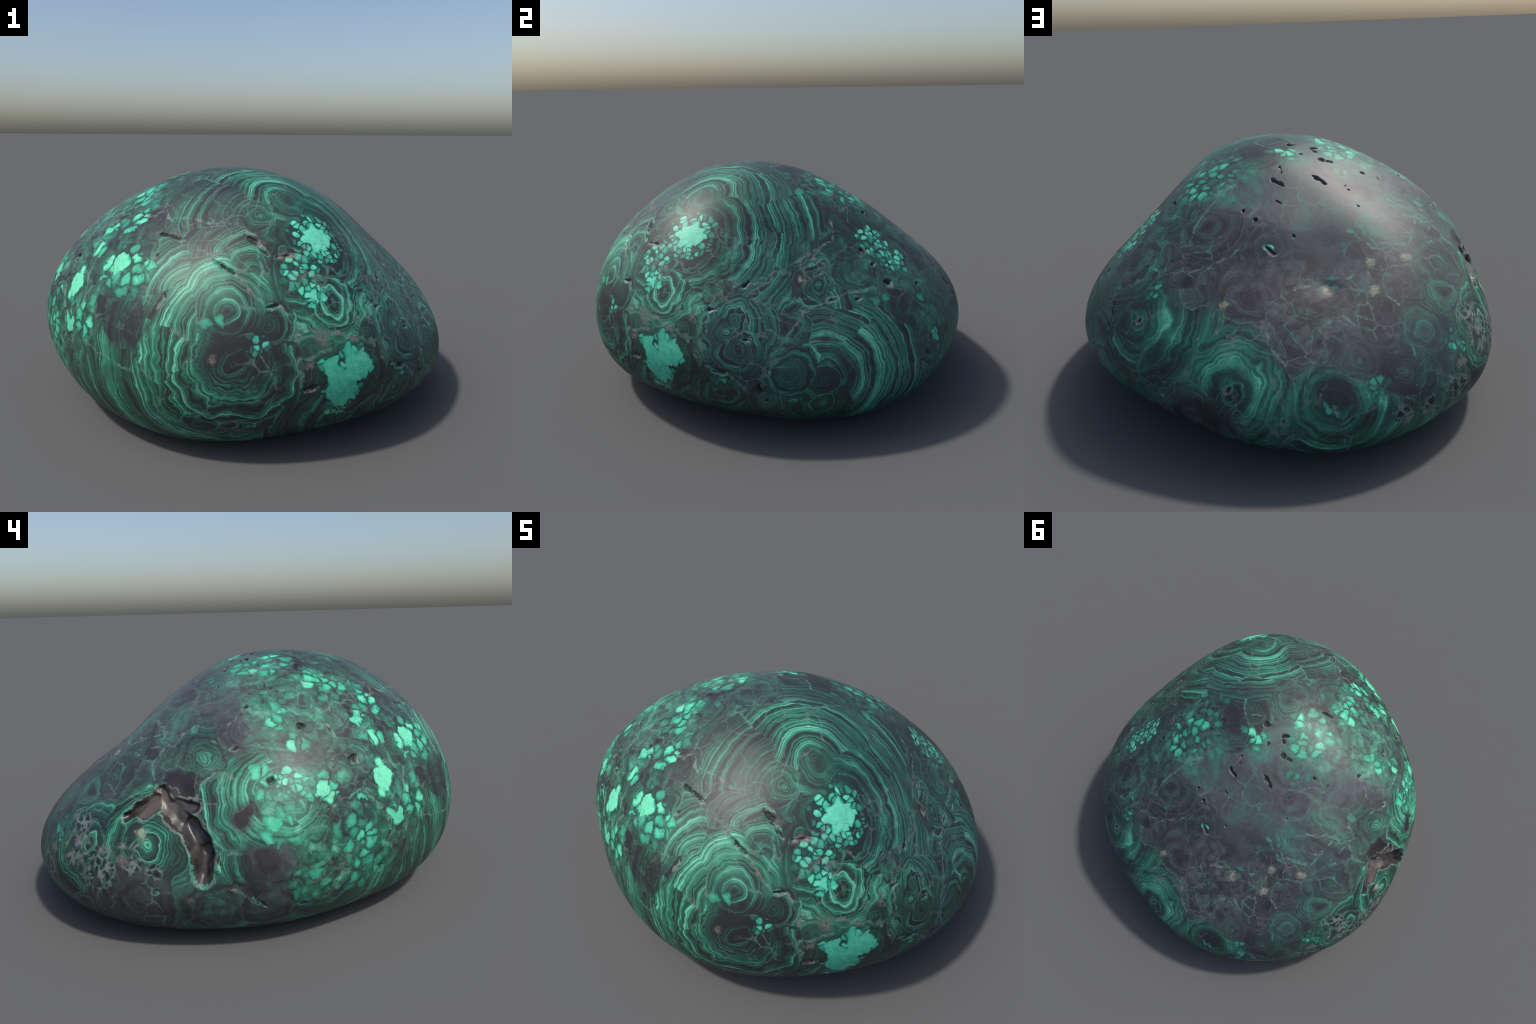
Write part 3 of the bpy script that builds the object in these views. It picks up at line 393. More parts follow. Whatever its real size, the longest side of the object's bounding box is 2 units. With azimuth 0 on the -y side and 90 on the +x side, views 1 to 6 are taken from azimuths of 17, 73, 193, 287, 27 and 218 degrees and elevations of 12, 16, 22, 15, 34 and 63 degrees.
CELLS = [
    dict(at=(-0.625, -0.618, 0.592), r=0.227, strength=1),
    dict(at=(-0.799, -0.498, 0.305), r=0.177, strength=1),
    dict(at=(-0.593, -0.366, 0.832), r=0.177, strength=0.8),
    dict(at=(-0.354, -0.456, 0.931), r=0.165, strength=0.8),
    dict(at=(-0.446, -0.799, 0.464), r=0.161, strength=1),
    dict(at=(-0.790, -0.386, 0.628), r=0.137, strength=0.7),
    dict(at=(-0.266, -0.739, 0.771), r=0.143, strength=0.8),
    dict(at=(-0.919, -0.263, 0.257), r=0.131, strength=0.5),
    dict(at=(0.299, 0.189, 0.977), r=0.242, strength=0.9),
    dict(at=(-0.304, -0.269, 1.018), r=0.239, strength=0.8),
    dict(at=(-0.553, -0.296, 0.884), r=0.182, strength=0.8),
    dict(at=(0.394, 0.386, 0.848), r=0.210, strength=0.7),
    dict(at=(0.562, 0.438, 0.718), r=0.219, strength=0.7),
    dict(at=(0.686, 0.271, 0.683), r=0.183, strength=0.8),
    dict(at=(0.833, 0.444, 0.455), r=0.164, strength=0.8),
    dict(at=(0.672, 0.134, 0.719), r=0.103, strength=0.5),
    dict(at=(-0.348, -0.156, 1.012), r=0.170, strength=0.5),
    dict(at=(-0.946, -0.115, 0.196), r=0.147, strength=0.5),
    dict(at=(-0.367, -0.826, 0.536), r=0.164, strength=1),
    dict(at=(-0.248, -0.741, 0.778), r=0.164, strength=0.7),
    dict(at=(-0.126, -0.929, 0.549), r=0.099, strength=0.7),
    dict(at=(-0.253, -0.500, 0.954), r=0.159, strength=0.8),
    dict(at=(-0.255, 0.705, 0.580), r=0.223, strength=0.6),
    dict(at=(-0.513, 0.513, 0.662), r=0.160, strength=0.5),
    dict(at=(-0.061, 0.614, 0.679), r=0.160, strength=0.4),
    dict(at=(0.204, 0.591, 0.733), r=0.137, strength=0.4),
    dict(at=(-0.728, 0.735, 0.308), r=0.127, strength=0.6),
]
LACES = [
    dict(at=(-0.915, 0.446, 0.385), r=0.094),
    dict(at=(-0.980, 0.194, 0.379), r=0.081),
    dict(at=(-0.977, 0.319, 0.324), r=0.106),
    dict(at=(-0.865, 0.451, 0.466), r=0.071),
    dict(at=(-0.991, 0.079, 0.332), r=0.044),
    dict(at=(-0.835, 0.631, 0.271), r=0.079),
    dict(at=(-0.722, 0.753, 0.259), r=0.076),
    dict(at=(-0.608, 0.842, 0.259), r=0.058),
]
CRUSTS = [
    dict(at=(-0.307, 0.609, 0.634), r=0.023, kind='tan'),
    dict(at=(-0.489, 0.569, 0.627), r=0.025, kind='tan'),
    dict(at=(-0.461, 0.472, 0.705), r=0.025, kind='tan'),
    dict(at=(-0.606, 0.402, 0.704), r=0.026, kind='tan'),
    dict(at=(0.081, 0.744, 0.599), r=0.021, kind='tan'),
    dict(at=(-0.580, 0.590, 0.583), r=0.010, kind='tan'),
    dict(at=(-0.980, 0.203, 0.378), r=0.031, kind='pink'),
    dict(at=(-0.909, 0.434, 0.409), r=0.030, kind='lavender'),
    dict(at=(-0.972, -0.066, 0.252), r=0.022, kind='pink'),
    dict(at=(-0.848, 0.587, 0.349), r=0.018, kind='pink'),
    dict(at=(-0.940, 0.141, 0.479), r=0.033, kind='tan'),
    dict(at=(-0.944, 0.400, 0.360), r=0.020, kind='lavender'),
    dict(at=(0.581, -0.788, 0.526), r=0.036, kind='pink'),
    dict(at=(0.426, -0.703, 0.802), r=0.031, kind='pink'),
    dict(at=(0.326, -0.716, 0.841), r=0.023, kind='grit'),
    dict(at=(0.549, -0.838, 0.428), r=0.025, kind='pink'),
    dict(at=(-0.830, 0.610, 0.349), r=0.018, kind='pink'),
    dict(at=(-0.043, -0.034, 1.078), r=0.021, kind='pink'),
    dict(at=(-0.544, -0.610, 0.700), r=0.014, kind='pink'),
    dict(at=(0.224, -0.971, 0.462), r=0.024, kind='pink'),
    dict(at=(-0.023, -0.719, 0.870), r=0.027, kind='grit'),
    dict(at=(0.737, -0.135, 0.669), r=0.020, kind='tan'),
    dict(at=(-0.566, -0.391, 0.839), r=0.012, kind='pink'),
    dict(at=(-0.726, -0.173, 0.772), r=0.023, kind='pink'),
]

# the open cavity: a sloping fracture face above, a deep trough below
CAVITY = [
    dict(a=(-0.850, 0.098, 0.630), b=(-0.890, 0.045, 0.575), w=0.026, depth=0.022),
    dict(a=(-0.890, 0.045, 0.575), b=(-0.915, -0.045, 0.515), w=0.040, depth=0.026),
    dict(a=(-0.915, -0.050, 0.515), b=(-0.945, -0.108, 0.420), w=0.042, depth=0.046),
    dict(a=(-0.945, -0.108, 0.420), b=(-0.962, -0.112, 0.342), w=0.042, depth=0.050),
    dict(a=(-0.865, 0.110, 0.605), b=(-0.900, 0.218, 0.528), w=0.024, depth=0.030),
    dict(a=(-0.872, 0.085, 0.590), b=(-0.895, 0.140, 0.550), w=0.030, depth=0.016),
    dict(a=(-0.878, 0.020, 0.590), b=(-0.885, -0.055, 0.575), w=0.024, depth=0.018),
]
# broad shallow dents in the polish: centre, radius, depth
DENTS = [
    ((-0.855, 0.000, 0.625), 0.050, 0.012),
    ((-0.318, 0.600, 0.640), 0.035, 0.010),
    ((-0.290, 0.600, 0.640), 0.060, 0.007),
    ((0.705, -0.155, 0.690), 0.050, 0.008),
]


def ring_directions():
    out, radii = [], []
    for i, (lat, ring) in enumerate(RINGS):
        c, s = math.cos(math.radians(lat)), math.sin(math.radians(lat))
        for j, r in enumerate(ring):
            a = 2 * math.pi * (j + (i % 2) * 0.5) / len(ring)
            out.append((c * math.cos(a), c * math.sin(a), s))
            radii.append(r)
    return np.array(out), np.array(radii)


CONTROL, RADII = ring_directions()


def stone_radius(d):
    """smooth blend of the control radii for unit directions d"""
    r = np.empty(len(d))
    for i in range(0, len(d), 40000):
        b = np.exp(-(1 - d[i:i + 40000] @ CONTROL.T) * 24.0)
        r[i:i + 40000] = (b @ RADII) / b.sum(1)
    return r


def quad_sphere(n):
    """unit sphere of 6 n x n quads with welded edges"""
    g = np.arange(n + 1)
    u, v = np.meshgrid(g, g, indexing="ij")
    full, zero = np.full_like(u, n), np.zeros_like(u)
    sides = [(full, u, v), (zero, v, u), (v, full, u), (u, zero, v), (u, v, full), (v, u, zero)]
    keys, quads = [], []
    for k, side in enumerate(sides):
        keys.append(np.stack([s.ravel() for s in side], 1))
        idx = np.arange((n + 1) ** 2).reshape(n + 1, n + 1) + k * (n + 1) ** 2
        quads.append(np.stack([idx[:-1, :-1], idx[1:, :-1], idx[1:, 1:], idx[:-1, 1:]], -1).reshape(-1, 4))
    keys, quads = np.concatenate(keys), np.concatenate(quads)
    _, first, inv = np.unique(keys[:, 0] * 10 ** 8 + keys[:, 1] * 10 ** 4 + keys[:, 2], return_index=True, return_inverse=True)
    p = np.tan((keys[first] / n * 2 - 1) * math.pi / 4)
    return p / np.linalg.norm(p, axis=1, keepdims=True), inv.ravel()[quads]


def capsule_distance(p, a, b):
    a, b = np.array(a), np.array(b)
    e = b - a
    h = np.clip((p - a) @ e / max(e @ e, 1e-9), 0, 1)
    return np.linalg.norm(p - a - h[:, None] * e, axis=1)


def smooth(lo, hi, x):
    t = np.clip((x - lo) / (hi - lo), 0, 1)
    return t * t * (3 - 2 * t)


def ragged(p, scale, seed):
    return np.array([mnoise.noise(Vector((x * scale + seed, y * scale, z * scale))) for x, y, z in p])


def close_to(c, limit):
    """vertices within limit of a capsule, and their distances"""
    mid = (np.array(c["a"]) + np.array(c["b"])) / 2
    half = np.linalg.norm(np.array(c["a"]) - mid) + limit
    some = np.where((np.abs(point - mid) < half).all(1))[0]
    d = capsule_distance(point[some], c["a"], c["b"])
    return some[d < limit], d[d < limit]


direction, quads = quad_sphere(340)
point = MIDDLE + direction * stone_radius(direction)[:, None]
sink = np.zeros(len(point))          # how far each vertex goes inwards
is_pit = np.full(len(point), -1)     # which crevice a vertex lies in
is_cavity = np.zeros(len(point), bool)

for k, c in enumerate(CREVICES):
    near, d = close_to(c, c["w"] * 2.2 + 0.012)
    a, b = np.array(c["a"]), np.array(c["b"])
    ends = np.clip((point[near] - a) @ (b - a) / max((b - a) @ (b - a), 1e-9), 0, 1) * 2 - 1
    t = (d + ragged(point[near], 38, k) * c["w"] * 1.1 + (ends ** 2 * 0.55 * c["w"] if np.linalg.norm(b - a) > 0.001 else 0)) / c["w"]
    sink[near] = np.maximum(sink[near], min(c["depth"], c["w"] * 1.1) * (1 - smooth(0.35, 1.25, t)))
    is_pit[near[t < 0.8]] = k
hollow = np.zeros(len(point))
for k, c in enumerate(CAVITY):
    near, d = close_to(c, c["w"] * 2.4)
    t = (d + ragged(point[near], 20, 50) * c["w"] * 0.45) / c["w"]
    floor = 1 + 0.20 * ragged(point[near], 12, 90)
    hollow[near] += (c["depth"] * floor * (1 - smooth(0.30, 1.12, t))) ** 4
    is_cavity[near[t < 0.84]] = True
sink = np.maximum(sink, hollow ** 0.25)
for centre, radius, depth in DENTS:
    sink += depth * np.exp(-(np.linalg.norm(point - np.array(centre), axis=1) / radius) ** 2 * 1.5)
point -= direction * sink[:, None]
point[:, 2] = np.maximum(point[:, 2], 0.0)


# ------------------------------------------------------------------ node helpers
class Nodes:
    """short-hand for writing a node tree"""

    def __init__(self, tree):
        self.t = tree
        self.t.nodes.clear()

    def new(self, kind, **props):
        n = self.t.nodes.new(kind)
        for k, v in props.items():
            setattr(n, k, v)
        return n

    def put(self, socket, v):
        if isinstance(v, bpy.types.NodeSocket):
            self.t.links.new(v, socket)
        elif v is not None:
            socket.default_value = v

    def math(self, op, a, b=None, c=None, clamp=False):
        n = self.new("ShaderNodeMath", operation=op, use_clamp=clamp)
        for s, v in zip(n.inputs, (a, b, c)):
            self.put(s, v)
        return n.outputs[0]

    def vec(self, op, a, b=None, c=None, scale=None):
        n = self.new("ShaderNodeVectorMath", operation=op)
        for s, v in zip(n.inputs, (a, b, c)):
            self.put(s, v)
        if scale is not None:
            self.put(n.inputs["Scale"], scale)
        return n.outputs["Value" if op in ("DISTANCE", "DOT_PRODUCT", "LENGTH") else "Vector"]

    def mixv(self, f, a, b):
        n = self.new("ShaderNodeMix", data_type="VECTOR", clamp_factor=False)
        self.put(n.inputs[0], f); self.put(n.inputs[4], a); self.put(n.inputs[5], b)
        return n.outputs[1]

    def mixf(self, f, a, b):
        n = self.new("ShaderNodeMix", data_type="FLOAT")
        self.put(n.inputs[0], f); self.put(n.inputs[2], a); self.put(n.inputs[3], b)
        return n.outputs[0]

    def mixc(self, f, a, b):
        n = self.new("ShaderNodeMix", data_type="RGBA")
        self.put(n.inputs[0], f)
        for s, v in ((n.inputs[6], a), (n.inputs[7], b)):
            self.put(s, v if isinstance(v, bpy.types.NodeSocket) else (*v, 1.0))
        return n.outputs[2]

    def noise(self, v, scale, detail=2.0, rough=0.5, dim="3D", out="Fac", distortion=0.0):
        n = self.new("ShaderNodeTexNoise", noise_dimensions=dim)
        self.put(n.inputs["W" if dim == "1D" else "Vector"], v)
        self.put(n.inputs["Scale"], scale); self.put(n.inputs["Detail"], detail)
        self.put(n.inputs["Roughness"], rough); self.put(n.inputs["Distortion"], distortion)
        return n.outputs[out]

    def voronoi(self, v, scale, feature="F1"):
        n = self.new("ShaderNodeTexVoronoi", feature=feature)
        self.put(n.inputs["Vector"], v); self.put(n.inputs["Scale"], scale)
        return n

    def random(self, voronoi, channel=0):
        n = self.new("ShaderNodeSeparateColor")
        self.put(n.inputs[0], voronoi.outputs["Color"])
        return n.outputs[channel]

    def step(self, x, lo, hi, to0=0.0, to1=1.0):
        n = self.new("ShaderNodeMapRange", interpolation_type="SMOOTHSTEP")
        self.put(n.inputs[0], x)
        for s, v in zip(n.inputs[1:5], (lo, hi, to0, to1)):
            self.put(s, v)
        return n.outputs[0]

    def ramp(self, f, stops):
        n = self.new("ShaderNodeValToRGB")
        e = n.color_ramp.elements
        while len(e) < len(stops):
            e.new(0.5)
        for el, (pos, col) in zip(e, stops):
            el.position, el.color = pos, (*col, 1.0)
        self.put(n.inputs[0], f)
        return n.outputs[0]

    def finish(self, colour, rough, normal=None, spec=0.5):
        b = self.new("ShaderNodeBsdfPrincipled")
        self.put(b.inputs["Base Color"], colour); self.put(b.inputs["Roughness"], rough)
        self.put(b.inputs["Specular IOR Level"], spec)
        if normal is not None:
            self.put(b.inputs["Normal"], normal)
        o = self.new("ShaderNodeOutputMaterial")
        self.t.links.new(b.outputs[0], o.inputs[0])

    def use(self, group, **inputs):
        """an instance of a node group; returns its output sockets by name"""
        n = self.new("ShaderNodeGroup")
        n.node_tree = group
        for k, v in inputs.items():
            self.put(n.inputs[k], v)
        return n.outputs


def material(name):
    m = bpy.data.materials.new(name)
    m.use_nodes = True
    return m, Nodes(m.node_tree)


def group(name, inputs, outputs):
    """decorator: builds a node group from a function of (nodes, input sockets) -> dict of outputs;
    socket names that are all capitals carry vectors, 'colour' carries a colour, the rest numbers"""
    def kind(s):
        return "NodeSocketVector" if s.isupper() else "NodeSocketColor" if s == "colour" else "NodeSocketFloat"

    def build(f):
        g = bpy.data.node_groups.new(name, "ShaderNodeTree")
        for s in inputs.split():
            g.interface.new_socket(s, in_out="INPUT", socket_type=kind(s))
        for s in outputs.split():
            g.interface.new_socket(s, in_out="OUTPUT", socket_type=kind(s))
        n = Nodes(g)
        got = n.new("NodeGroupInput").outputs
        made = f(n, got)
        out = n.new("NodeGroupOutput")
        for k, v in made.items():
            n.put(out.inputs[k], v)
        return g
    return build


# ------------------------------------------------------------------ the polished malachite
CRUST_COLOUR = dict(tan=(0.300, 0.290, 0.210), pink=(0.170, 0.140, 0.135), lavender=(0.190, 0.170, 0.210), grit=(0.090, 0.085, 0.085))
COARSE, FINE = 20.0, 36.0                 # grains per metre in the two kinds of cluster


@group("places", "", "P AREA RING FINE ROUGH VEIN SPREAD CELL_COARSE CELL_FINE nick mottle")
def places(n, i):
    """the warped positions everything else is measured from"""
    p = n.new("ShaderNodeTexCoord").outputs["Object"]

    def wander(amount, scale, detail):
        c = n.noise(p, scale, detail, 0.55, out="Color")
        return n.vec("SCALE", n.vec("SUBTRACT", c, (0.5, 0.5, 0.5)), scale=amount)
    big, fine, slow = wander(0.16, 3.2, 3.0), wander(0.045, 15.0, 3.0), wander(0.05, 7.0, 2.0)
    pf = n.vec("ADD", p, fine)
    rough = n.vec("ADD", p, n.vec("SCALE", fine, scale=1.5))
    return dict(P=p, AREA=n.vec("ADD", n.vec("ADD", p, big), fine), RING=n.vec("ADD", p, n.vec("SCALE", big, scale=0.5)),
                FINE=pf, ROUGH=rough, VEIN=n.vec("ADD", pf, slow), SPREAD=n.vec("ADD", rough, n.vec("SCALE", big, scale=0.5)),
                CELL_COARSE=n.voronoi(rough, COARSE).outputs["Position"], CELL_FINE=n.voronoi(pf, FINE).outputs["Position"],
                nick=n.math("MULTIPLY", n.voronoi(pf, 24.0).outputs["Distance"], 0.036), mottle=n.noise(pf, 30.0, 4.0, 0.65))


@group("nodule", "AREA RING AT FOCUS LOOK STYLE reach rings phase near second turn DATA BLEND", "near second turn DATA BLEND")
def nodule_group(n, i):
    """adds one nodule: is it the nearest, where on its rings are we, what is the blended tone"""
    M = n.math
    dist = M("DIVIDE", n.vec("DISTANCE", i["AREA"], i["AT"]), i["reach"])
    spin = M("MULTIPLY_ADD", n.vec("DISTANCE", i["RING"], i["FOCUS"]), i["rings"], i["phase"])
    blend = n.vec("MULTIPLY_ADD", i["LOOK"], M("POWER", 0.0025, dist), i["BLEND"])
    closer = M("LESS_THAN", dist, i["near"])
    return dict(near=M("MINIMUM", i["near"], dist), second=M("MINIMUM", i["second"], M("MAXIMUM", dist, i["near"])),
                turn=n.mixf(closer, i["turn"], spin), DATA=n.mixv(closer, i["DATA"], i["STYLE"]), BLEND=blend)


@group("slit", "PLACE A SPAN SPAN_UNIT taper width least", "least")
def slit_group(n, i):
    """distance to a segment, growing towards its ends by taper, less the half width; keeps the least"""
    M = n.math
    q = n.vec("SUBTRACT", i["PLACE"], i["A"])
    h = M("MULTIPLY", n.vec("DOT_PRODUCT", q, i["SPAN_UNIT"]), 1.0, clamp=True)
    d = n.vec("DISTANCE", q, n.vec("SCALE", i["SPAN"], scale=h))
    ends = M("MULTIPLY_ADD", h, 2.0, -1.0)
    d = M("MULTIPLY_ADD", M("MULTIPLY", ends, ends), i["taper"], d)
    return dict(least=M("MINIMUM", i["least"], M("SUBTRACT", d, i["width"])))


@group("grain_patch", "FINE CELL AT reach core bright nick lit solid", "lit solid")
def grain_patch_group(n, i):
    M = n.math
    inside = M("SUBTRACT", 1.0, M("DIVIDE", n.vec("DISTANCE", i["CELL"], i["AT"]), i["reach"]))
    inside = M("MULTIPLY", M("MULTIPLY", inside, 3.0, clamp=True), i["bright"])
    solid = M("SUBTRACT", M("ADD", i["core"], 0.014), M("ADD", n.vec("DISTANCE", i["FINE"], i["AT"]), i["nick"]))
    solid = M("MULTIPLY", n.step(solid, -0.004, 0.012), i["bright"])
    return dict(lit=M("MAXIMUM", i["lit"], inside), solid=M("MAXIMUM", i["solid"], solid))


@group("spot", "PLACE AT inner outer value total", "total most")
def spot_group(n, i):
    s = n.step(n.vec("DISTANCE", i["PLACE"], i["AT"]), i["inner"], i["outer"], i["value"], 0.0)
    return dict(total=n.math("ADD", i["total"], s), most=n.math("MAXIMUM", i["total"], s))


@group("crust", "FINE AT reach mottle fibre colour TINT", "colour")
def crust_group(n, i):
    M = n.math
    far = M("ADD", n.vec("DISTANCE", i["FINE"], i["AT"]), M("MULTIPLY", M("SUBTRACT", i["mottle"], 0.5), 0.05))
    m = n.step(far, M("MULTIPLY", i["reach"], 0.35), M("MULTIPLY", i["reach"], 1.1), 0.9, 0.0)
    return dict(colour=n.mixc(M("MULTIPLY", m, n.step(i["fibre"], 0.36, 0.62, 0.25, 1.0)), i["colour"], i["TINT"]))


@group("banded_ground", "P AREA RING FINE SPREAD mottle near second turn DATA BLEND shift cells", "colour border cell_line fibre")
def ground_group(n, i):
    """growth rings, cellular ground and grey matrix"""
    M = n.math
    s1, s2 = n.new("ShaderNodeSeparateXYZ"), n.new("ShaderNodeSeparateXYZ")
    n.put(s1.inputs[0], i["DATA"]); n.put(s2.inputs[0], i["BLEND"])
    lobes, rings, contrast = s1.outputs
    tone, grey = M("DIVIDE", s2.outputs[0], s2.outputs[2]), M("DIVIDE", s2.outputs[1], s2.outputs[2])
    scallop = M("ADD", M("MULTIPLY", n.voronoi(i["RING"], 9.0).outputs["Distance"], 0.034),
                M("ADD", M("MULTIPLY", n.voronoi(i["RING"], 19.0).outputs["Distance"], 0.020),
                  M("MULTIPLY", n.voronoi(i["RING"], 42.0).outputs["Distance"], 0.005)))
    wobble = M("MULTIPLY", n.noise(i["P"], 26.0, 2.0), 0.010)
    turn = M("ADD", i["turn"], M("MULTIPLY", rings, M("ADD", wobble, M("MULTIPLY", scallop, lobes))))
    wide = n.step(n.noise(turn, 0.22, 1.0, dim="1D"), 0.28, 0.72)
    band = n.step(n.noise(turn, 0.80, 1.0, 0.5, dim="1D"), 0.28, 0.72)
    thin = n.noise(turn, 2.3, 1.0, 0.5, dim="1D")
    patch = n.noise(i["AREA"], 5.0, 3.0, 0.6)
    fibre = n.noise(i["FINE"], 90.0, 2.0, 0.6)
    swing = M("ADD", M("MULTIPLY", M("SUBTRACT", band, 0.5), 0.42),
              M("ADD", M("MULTIPLY", M("SUBTRACT", wide, 0.5), 0.40), M("MULTIPLY", M("SUBTRACT", thin, 0.5), 0.85)))
    swing = M("MULTIPLY", swing, n.step(n.noise(i["P"], 6.0, 2.0), 0.26, 0.56, 0.40, 1.10))
    swing = M("MULTIPLY", swing, M("MULTIPLY_ADD", grey, -0.35, 1.0))
    swing = M("MULTIPLY", swing, M("MULTIPLY_ADD", i["cells"], -0.78, 1.0))
    big, small = n.voronoi(i["SPREAD"], 13.0), n.voronoi(i["SPREAD"], 27.0)
    cell = M("ADD", M("MULTIPLY", M("SUBTRACT", n.random(big), 0.5), 0.34), M("MULTIPLY", M("SUBTRACT", n.random(small, 1), 0.5), 0.34))
    cell = M("ADD", cell, M("MULTIPLY", M("SUBTRACT", 0.45, small.outputs["Distance"]), 0.45))
    edge = n.step(n.voronoi(i["SPREAD"], 13.0, "DISTANCE_TO_EDGE").outputs["Distance"], 0.01, 0.06, 1.0, 0.0)
    v = M("ADD", M("ADD", M("ADD", tone, 0.01), i["shift"]), M("ADD", M("MULTIPLY", cell, i["cells"]), M("MULTIPLY", swing, contrast)))
    v = M("ADD", v, M("MULTIPLY", M("SUBTRACT", patch, 0.5), 0.70))
    v = M("ADD", v, M("MULTIPLY", M("SUBTRACT", i["mottle"], 0.5), 0.34))
    v = M("ADD", v, M("MULTIPLY", M("SUBTRACT", fibre, 0.5), 0.12))
    green = n.ramp(v, [(0.0, (0.017, 0.018, 0.019)), (0.20, (0.016, 0.029, 0.026)), (0.40, (0.015, 0.070, 0.047)),
                       (0.60, (0.023, 0.152, 0.096)), (0.80, (0.062, 0.305, 0.196)), (1.0, (0.130, 0.500, 0.335))])
    dull = n.ramp(v, [(0.0, (0.020, 0.018, 0.021)), (0.22, (0.042, 0.041, 0.047)), (0.42, (0.070, 0.077, 0.082)),
                      (0.62, (0.055, 0.140, 0.112)), (1.0, (0.150, 0.330, 0.250))])
    greyness = M("ADD", grey, M("MULTIPLY", M("SUBTRACT", n.noise(i["AREA"], 7.0, 3.0, 0.6), 0.5), 0.95), clamp=True)
    border = n.step(M("MULTIPLY", M("SUBTRACT", i["second"], i["near"]), 0.13), 0.001, 0.010, 1.0, 0.0)
    border = M("MULTIPLY", M("MULTIPLY", border, n.step(n.noise(i["P"], 8.0, 2.0), 0.45, 0.62)), M("SUBTRACT", 1.0, i["cells"]))
    return dict(colour=n.mixc(greyness, green, dull), border=border, cell_line=M("MULTIPLY", edge, M("MULTIPLY", i["cells"], 0.55)), fibre=fibre)


def grains_group(name, scale, near_edge, far_edge, soft, blue):
    @group(name, "PLACE FINE colour lit solid", "colour")
    def build(n, i):
        """pale grains: a Voronoi cell is lit when its own centre lies in a cluster"""
        M = n.math
        cell = n.voronoi(i["PLACE"], scale)
        gap = n.voronoi(i["PLACE"], scale, "DISTANCE_TO_EDGE").outputs["Distance"]
        lively = M("MULTIPLY", i["lit"], M("ADD", 0.45, M("MULTIPLY", n.random(cell), 0.75)), clamp=True)
        rounding = n.step(cell.outputs["Distance"], near_edge, far_edge, 1.0, 0.0)
        body = M("MULTIPLY", lively, M("MULTIPLY", rounding, n.step(gap, 0.0, soft)))
        body = M("MAXIMUM", body, i["solid"])
        dome = M("MULTIPLY", M("SUBTRACT", n.step(gap, 0.02, 0.40), 0.6), 0.28)
        shade = M("ADD", M("ADD", M("MULTIPLY", body, 0.85), M("MULTIPLY", dome, M("SUBTRACT", 1.0, i["solid"]))), M("MULTIPLY", M("SUBTRACT", n.noise(i["FINE"], 42.0, 4.0, 0.65), 0.5), 0.55))
        pale = n.ramp(shade, [(0.0, (0.012, 0.085, 0.058)), (0.30, (0.020, 0.215, 0.215 * blue)), (0.62, (0.044, 0.420, 0.420 * blue)), (0.95, (0.150, 0.670, 0.670 * blue))])
        rim = M("MULTIPLY", n.step(lively, 0.15, 0.55), n.step(gap, 0.0, 0.10, 1.0, 0.0))
        colour = n.mixc(M("MULTIPLY", rim, 0.55), i["colour"], (0.011, 0.045, 0.036))
        return dict(colour=n.mixc(n.step(body, 0.02, 0.75), colour, pale))
    return build


coarse_grains = grains_group("coarse_grains", COARSE, 0.34, 0.92, 0.12, 0.61)
fine_grains = grains_group("fine_grains", FINE, 0.48, 0.76, 0.09, 0.67)


@group("lace", "P SPREAD mottle mask colour", "colour")
def lace_group(n, i):
    """black cells in a pale net"""
    M = n.math
    knot = n.voronoi(i["SPREAD"], 30.0, "DISTANCE_TO_EDGE").outputs["Distance"]
    knot = M("ADD", knot, M("MULTIPLY", M("SUBTRACT", i["mottle"], 0.5), 0.80))
    cells = n.ramp(knot, [(0.00, (0.170, 0.180, 0.170)), (0.10, (0.060, 0.120, 0.095)), (0.18, (0.020, 0.050, 0.042)), (0.32, (0.012, 0.014, 0.016))])
    return dict(colour=n.mixc(M("MULTIPLY", i["mask"], n.step(n.noise(i["P"], 13.0, 2.0), 0.36, 0.52)), i["colour"], cells))


@group("veins", "P AREA FINE mottle border cell_line drawn colour", "colour veins TINT")
def veins_group(n, i):
    """nodule borders, a wandering net, and the drawn veins"""
    M = n.math
    net = n.voronoi(n.vec("ADD", i["AREA"], (3.1, 1.7, 0.4)), 9.0, "DISTANCE_TO_EDGE").outputs["Distance"]
    net = M("MULTIPLY", n.step(net, 0.008, 0.045, 1.0, 0.0), n.step(n.noise(i["P"], 4.0, 2.0), 0.44, 0.62))
    drawn = n.step(M("ADD", i["drawn"], M("MULTIPLY", M("SUBTRACT", i["mottle"], 0.5), 0.020)), -0.001, 0.007, 1.0, 0.0)
    veins = M("MAXIMUM", M("MULTIPLY", M("MAXIMUM", M("MAXIMUM", i["border"], i["cell_line"]), net), 0.66), drawn)
    veins = M("MULTIPLY", veins, n.step(n.noise(i["FINE"], 45.0, 3.0, 0.7), 0.30, 0.62))
    tint = n.ramp(n.noise(i["P"], 12.0, 3.0), [(0.36, (0.060, 0.250, 0.180)), (0.50, (0.110, 0.190, 0.160)), (0.66, (0.185, 0.160, 0.150))])
    return dict(colour=n.mixc(veins, i["colour"], tint), veins=veins, TINT=tint)


